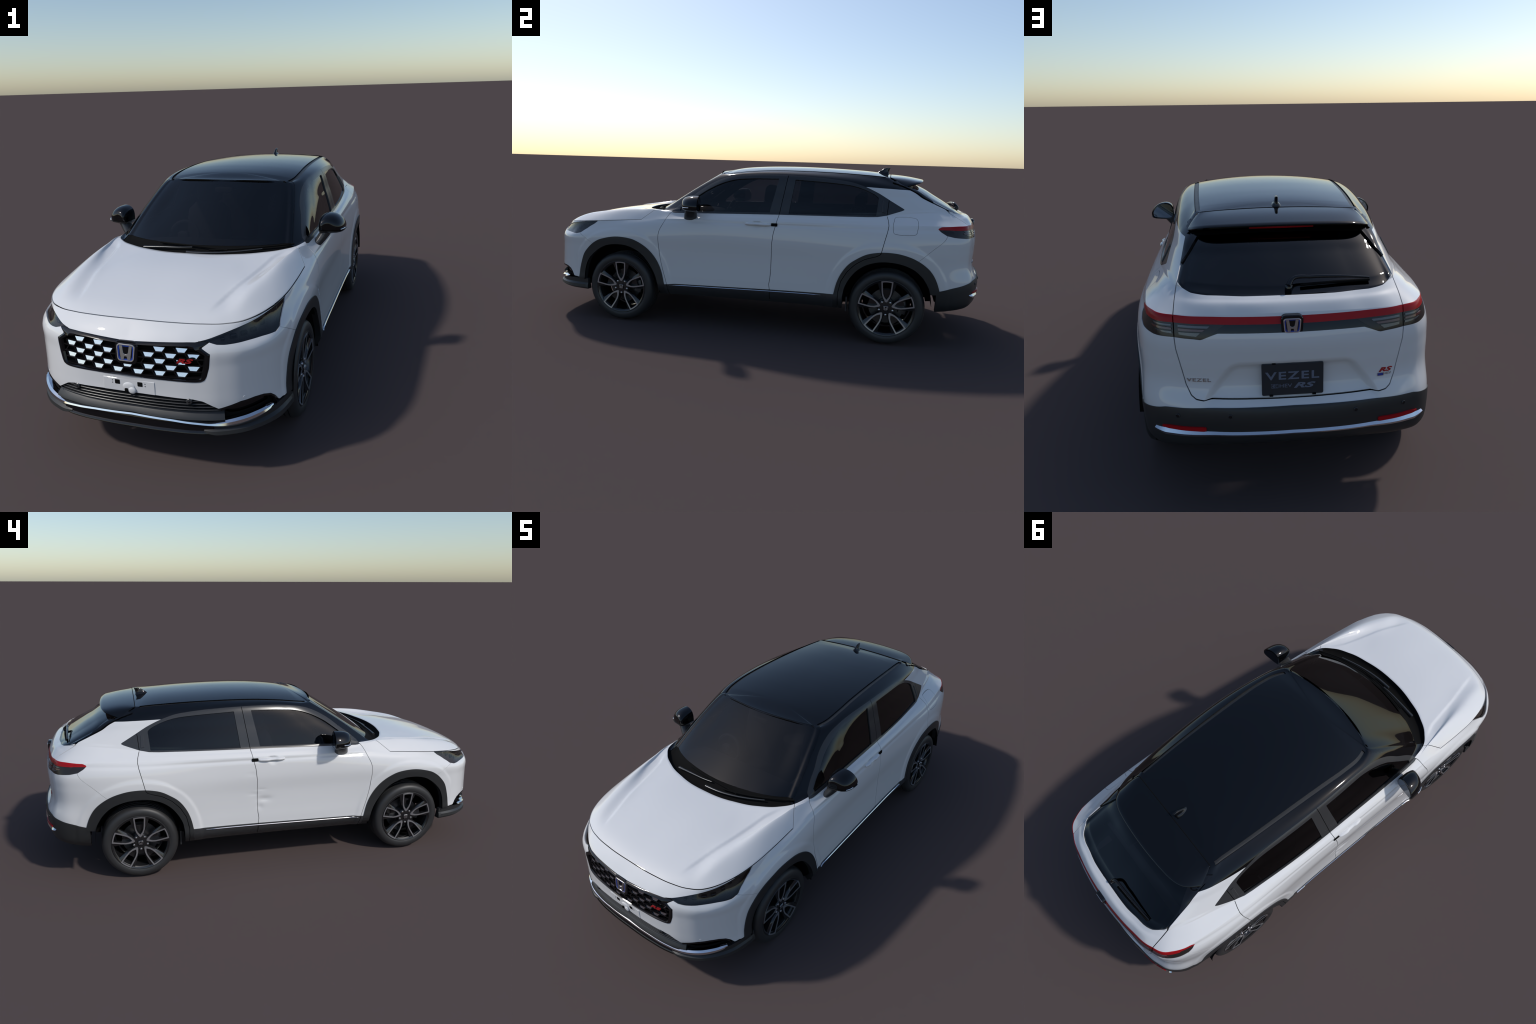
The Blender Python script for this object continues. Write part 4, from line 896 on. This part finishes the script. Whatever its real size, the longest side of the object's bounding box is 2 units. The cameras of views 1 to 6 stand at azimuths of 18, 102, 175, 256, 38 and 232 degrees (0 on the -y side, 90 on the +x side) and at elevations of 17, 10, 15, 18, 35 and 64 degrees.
# ---------------------------------------------------------------- wheels
WR = .1570
def spoke(par):
    """one U-shaped twin spoke pointing up (+z): machined rim line over a black body with a pocket"""
    outer = [(.0, .1158), (.0125, .1152), (.0243, .1132), (.0228, .094), (.0212, .074), (.0190, .058), (.0140, .043), (.0058, .0290), (0, .0240)]
    inner = [(.0, .1108), (.0098, .1103), (.0186, .1088), (.0174, .093), (.0160, .075), (.0140, .0605), (.0096, .048), (.0028, .0385), (0, .0355)]
    base = [(.0, .1155), (.0260, .1125), (.0400, .1075), (.0350, .092), (.0285, .072), (.0220, .053), (.0150, .037), (.0060, .0235), (0, .0200)]
    full = lambda h: h + [(-x_, z_) for x_, z_ in reversed(h[1:-1])]
    O, I, B = full(outer), full(inner), full(base); n = len(O)
    fx = lambda p: .0455 + .0075 * (math.hypot(*p) / .115) ** 2
    P3 = lambda L, d: [V3(fx(p) + d, p[0], p[1]) for p in L]
    v = P3(O, 0) + P3(I, 0) + P3(I, -.0015) + P3(O, -.0015)
    o1 = mesh("spoke_face", v, ring_faces(4, n) + [(3 * n + i, 3 * n + (i + 1) % n, (i + 1) % n, i) for i in range(n)], MACHINED, par, 25)
    v = P3(I, -.020) + P3(I, -.0015) + P3(O, -.0015) + P3(B, -.007) + P3(B, -.020)
    f = ring_faces(5, n)
    # the pocket is closed near the hub and open towards the rim
    low = [k for k in range(n) if I[k][1] < .080]; b = len(v)
    v += P3([I[k] for k in low], -.016); f.append(tuple(range(b, b + len(low))))
    o2 = mesh("spoke", v, f, RIM, par, 35)
    return o2, o1
wheel = lathe("wheel", [(.1100, .0485), (.1150, .0518), (.1172, .0522), (.1184, .0490), (.1120, .0445), (.1080, .0330), (.1035, -.010), (.1035, -.044), (.108, -.047), (.111, -.046)], RIM, None, 96, 30)
prof = [(.1085, .042), (.1130, .0465), (.1185, .0505), (.1200, .0500), (.1215, .0510), (.1300, .0528), (.1400, .0518), (.1465, .0485), (.1515, .0430), (.1545, .0360), (.1558, .0305)]
g = []
for c_ in (.026, .0085, -.0085, -.026): g += [(.1566, c_ + .0022), (.1535, c_ + .0018), (.1535, c_ - .0018), (.1568, c_ - .0022)]
tyre = lathe("tyre", prof + g + [(r_, -x_) for r_, x_ in reversed(prof)], RUBBER, wheel, 120, 35)
sp = spoke(wheel); subs = [tyre, *sp]
for k in range(1, 5):
    for s_ in sp:
        c = bpy.data.objects.new(s_.name.split(".")[0], s_.data); bpy.context.collection.objects.link(c); c.parent = wheel; c.rotation_euler = (2 * math.pi * k / 5, 0, 0); subs.append(c)
hub = lathe("wheel_hub", [(.036, .010), (.035, .039), (.0315, .0435), (.022, .0445), (.0, .0445)], RIM, wheel, 40); subs.append(hub)
capf = Frame((.0445, 0, 0), (0, 1, 0), (0, 0, 1), (1, 0, 0))
n0 = set(bpy.data.objects)
prism("hub_cap", rrect(.0235, .0215, .0045, taper=.12), -.002, .003, capf, PIANO, wheel, .0008)
emblem(Frame((.0475, 0, 0), (0, 1, 0), (0, 0, 1), (1, 0, 0)), .0185, wheel, housing=False, blue=False)
subs += [o for o in bpy.data.objects if o not in n0]
nut = None
for k in range(5):
    q = math.radians(36 + 72 * k + 90 - 90)
    if nut is None:
        S = [[(x_, r_ * math.cos(t), r_ * math.sin(t)) for t in np.linspace(0, 2 * math.pi, 12, endpoint=False)] for x_, r_ in ((.030, .0050), (.0400, .0050), (.0425, .0040), (.0435, .0018))]
        nut = loft("lug_nut", S, SILVER, wheel, angle=40); o = nut
    else: o = bpy.data.objects.new("lug_nut", nut.data); bpy.context.collection.objects.link(o); o.parent = wheel
    o.location = (.004, math.sin(q) * .0290, math.cos(q) * .0290); subs.append(o)
disc = lathe("brake_disc", [(.030, .000), (.074, .000), (.074, -.008), (.030, -.008)], STEEL, wheel, 60); subs.append(disc)
hat = lathe("disc_hat", [(.0, .014), (.036, .014), (.038, .0), (.038, -.004)], STEEL, wheel, 40); subs.append(hat)
S = [[V3(x_, math.sin(q) * r_, math.cos(q) * r_) for x_, r_ in ((-.014, .050), (-.014, .084), (.010, .084), (.014, .078), (.014, .054), (.010, .050))] for q in np.linspace(math.radians(70), math.radians(112), 9)]
back = lathe("wheel_back", [(.0, -.050), (.100, -.050)], MATT, wheel, 40); subs.append(back)
cal = loft("brake_caliper", S, STEEL, wheel); subs.append(cal)
XC, YF, YR = .3455, -.5875, .6045
def place_wheel(w0, s_, yy): w0.location = (s_ * XC, yy, WR); w0.rotation_euler = (0, 0, 0 if s_ > 0 else math.pi)
place_wheel(wheel, 1, YF)
for s_, yy in ((1, YR), (-1, YF), (-1, YR)):
    w2 = bpy.data.objects.new("wheel", wheel.data); bpy.context.collection.objects.link(w2); w2.parent = ROOT; place_wheel(w2, s_, yy)
    for c in subs:
        k = bpy.data.objects.new(c.name.split(".")[0], c.data); bpy.context.collection.objects.link(k); k.parent = w2; k.location = c.location; k.rotation_euler = c.rotation_euler

# wheel wells, floor
for o_ in (ARCH_F_IN, ARCH_R_IN):
    P = [(y_, max(z_, .145 if abs(y_) < .50 else .178)) for y_, z_ in o_]; n = len(P)
    S = [[V3(x_, y_, z_ + (.004 if x_ < .3 else 0)) for y_, z_ in P] for x_ in (.400, .33, .235)]
    v = [p for s_ in S for p in s_]; f = ring_faces(3, n, closed=False) + [tuple(range(2 * n, 3 * n))]
    wl = mesh("wheel_well", v, f, MATT, None); flip(wl)
    yc = YF if o_ is ARCH_F_IN else YR; ring = []
    for y_, z_ in P:
        d = math.hypot(y_ - yc, z_ - WR); k = .1615 / d; ring.append(V3(.290, yc + (y_ - yc) * k, WR + (z_ - WR) * k))
    v = [V3(.292, y_, z_) for y_, z_ in P] + ring
    ln = mesh("wheel_liner", v, ring_faces(2, n, closed=False), MATT, None); flip(ln)
v, f = [], []
def slab(x0, x1, y0, y1_, z0, z1):
    b = len(v); v.extend([(x_, y_, z_) for z_ in (z0, z1) for x_, y_ in ((x0, y0), (x1, y0), (x1, y1_), (x0, y1_))])
    f.extend([(b, b+1, b+2, b+3), (b+4, b+5, b+6, b+7), (b, b+1, b+5, b+4), (b+1, b+2, b+6, b+5), (b+2, b+3, b+7, b+6), (b+3, b, b+4, b+7)])
slab(-.232, .232, -.93, .76, .146, .17); slab(.232, .372, -.39, .41, .153, .17); slab(-.372, -.232, -.39, .41, .153, .17); slab(-.30, .30, .80, .93, .180, .20)
slab(.235, .33, -.90, -.80, .14, .16); slab(-.33, -.235, -.90, -.80, .14, .16)
slab(-.34, .34, -.83, -.805, .133, .21); slab(-.33, .33, .80, .82, .185, .25)
mesh("underbody", v, f, MATT)
# mud flaps behind the arches
for yy, zz in ((.436, .128),):
    b_ = mesh("mud_flap", [(x_, yy + dy, z_) for dy in (0, .006) for x_, z_ in ((.31, .19), (.385, .19), (.385, zz), (.31, zz))], [(0,1,2,3),(4,5,6,7),(0,1,5,4),(1,2,6,5),(2,3,7,6),(3,0,4,7)], CLAD); flip(b_)

# ---------------------------------------------------------------- interior, dim behind the glass
def cushion(name, c, s, tilt=0., mat=INTERIOR, parent=None):
    pts = []; R = Matrix.Rotation(math.radians(tilt), 3, "X")
    S = []
    for k in np.linspace(-1, 1, 9):
        e = (1 - abs(k) ** 5) ** .2 if abs(k) < 1 else .55; e = max(e, .6)
        S.append([np.array(R @ Vector((math.copysign(abs(math.cos(q)) ** .4, math.cos(q)) * s[0] * e, math.copysign(abs(math.sin(q)) ** .4, math.sin(q)) * s[1] * e, k * s[2]))) + c for q in np.linspace(0, 2 * math.pi, 28, endpoint=False)])
    return loft(name, S, mat, parent, angle=50)
for sx in (-1, 1):
    st = cushion("seat_back", V3(sx * .16, .02, .42), (.095, .035, .14), -12); cushion("headrest", V3(sx * .16, .055, .595), (.055, .022, .040), -8, parent=None); cushion("seat_cushion", V3(sx * .16, -.10, .27), (.095, .12, .045))
cushion("rear_seat_back", V3(0, .42, .42), (.27, .04, .13), -14); cushion("rear_seat_cushion", V3(0, .30, .27), (.27, .12, .05))
for sx in (-1, 0, 1): cushion("headrest", V3(sx * .16, .46, .575), (.05, .02, .030))
cushion("dashboard", V3(0, -.37, .44), (.31, .09, .055))
S = [[V3(-.16 + (.060 + .006 * math.cos(q)) * math.cos(t), -.235 + .3 * (.060 + .006 * math.cos(q)) * math.sin(t) * 1.0 + .006 * math.sin(q) * .9, .475 + (.060 + .006 * math.cos(q)) * math.sin(t) * .95) for q in np.linspace(0, 2 * math.pi, 8, endpoint=False)] for t in np.linspace(0, 2 * math.pi, 40)]
loft("steering_wheel", S, INTERIOR, caps=False)
cushion("steering_hub", V3(-.16, -.24, .475), (.022, .012, .022)); cushion("rear_view_mirror", V3(0, -.20, .655), (.035, .008, .011))
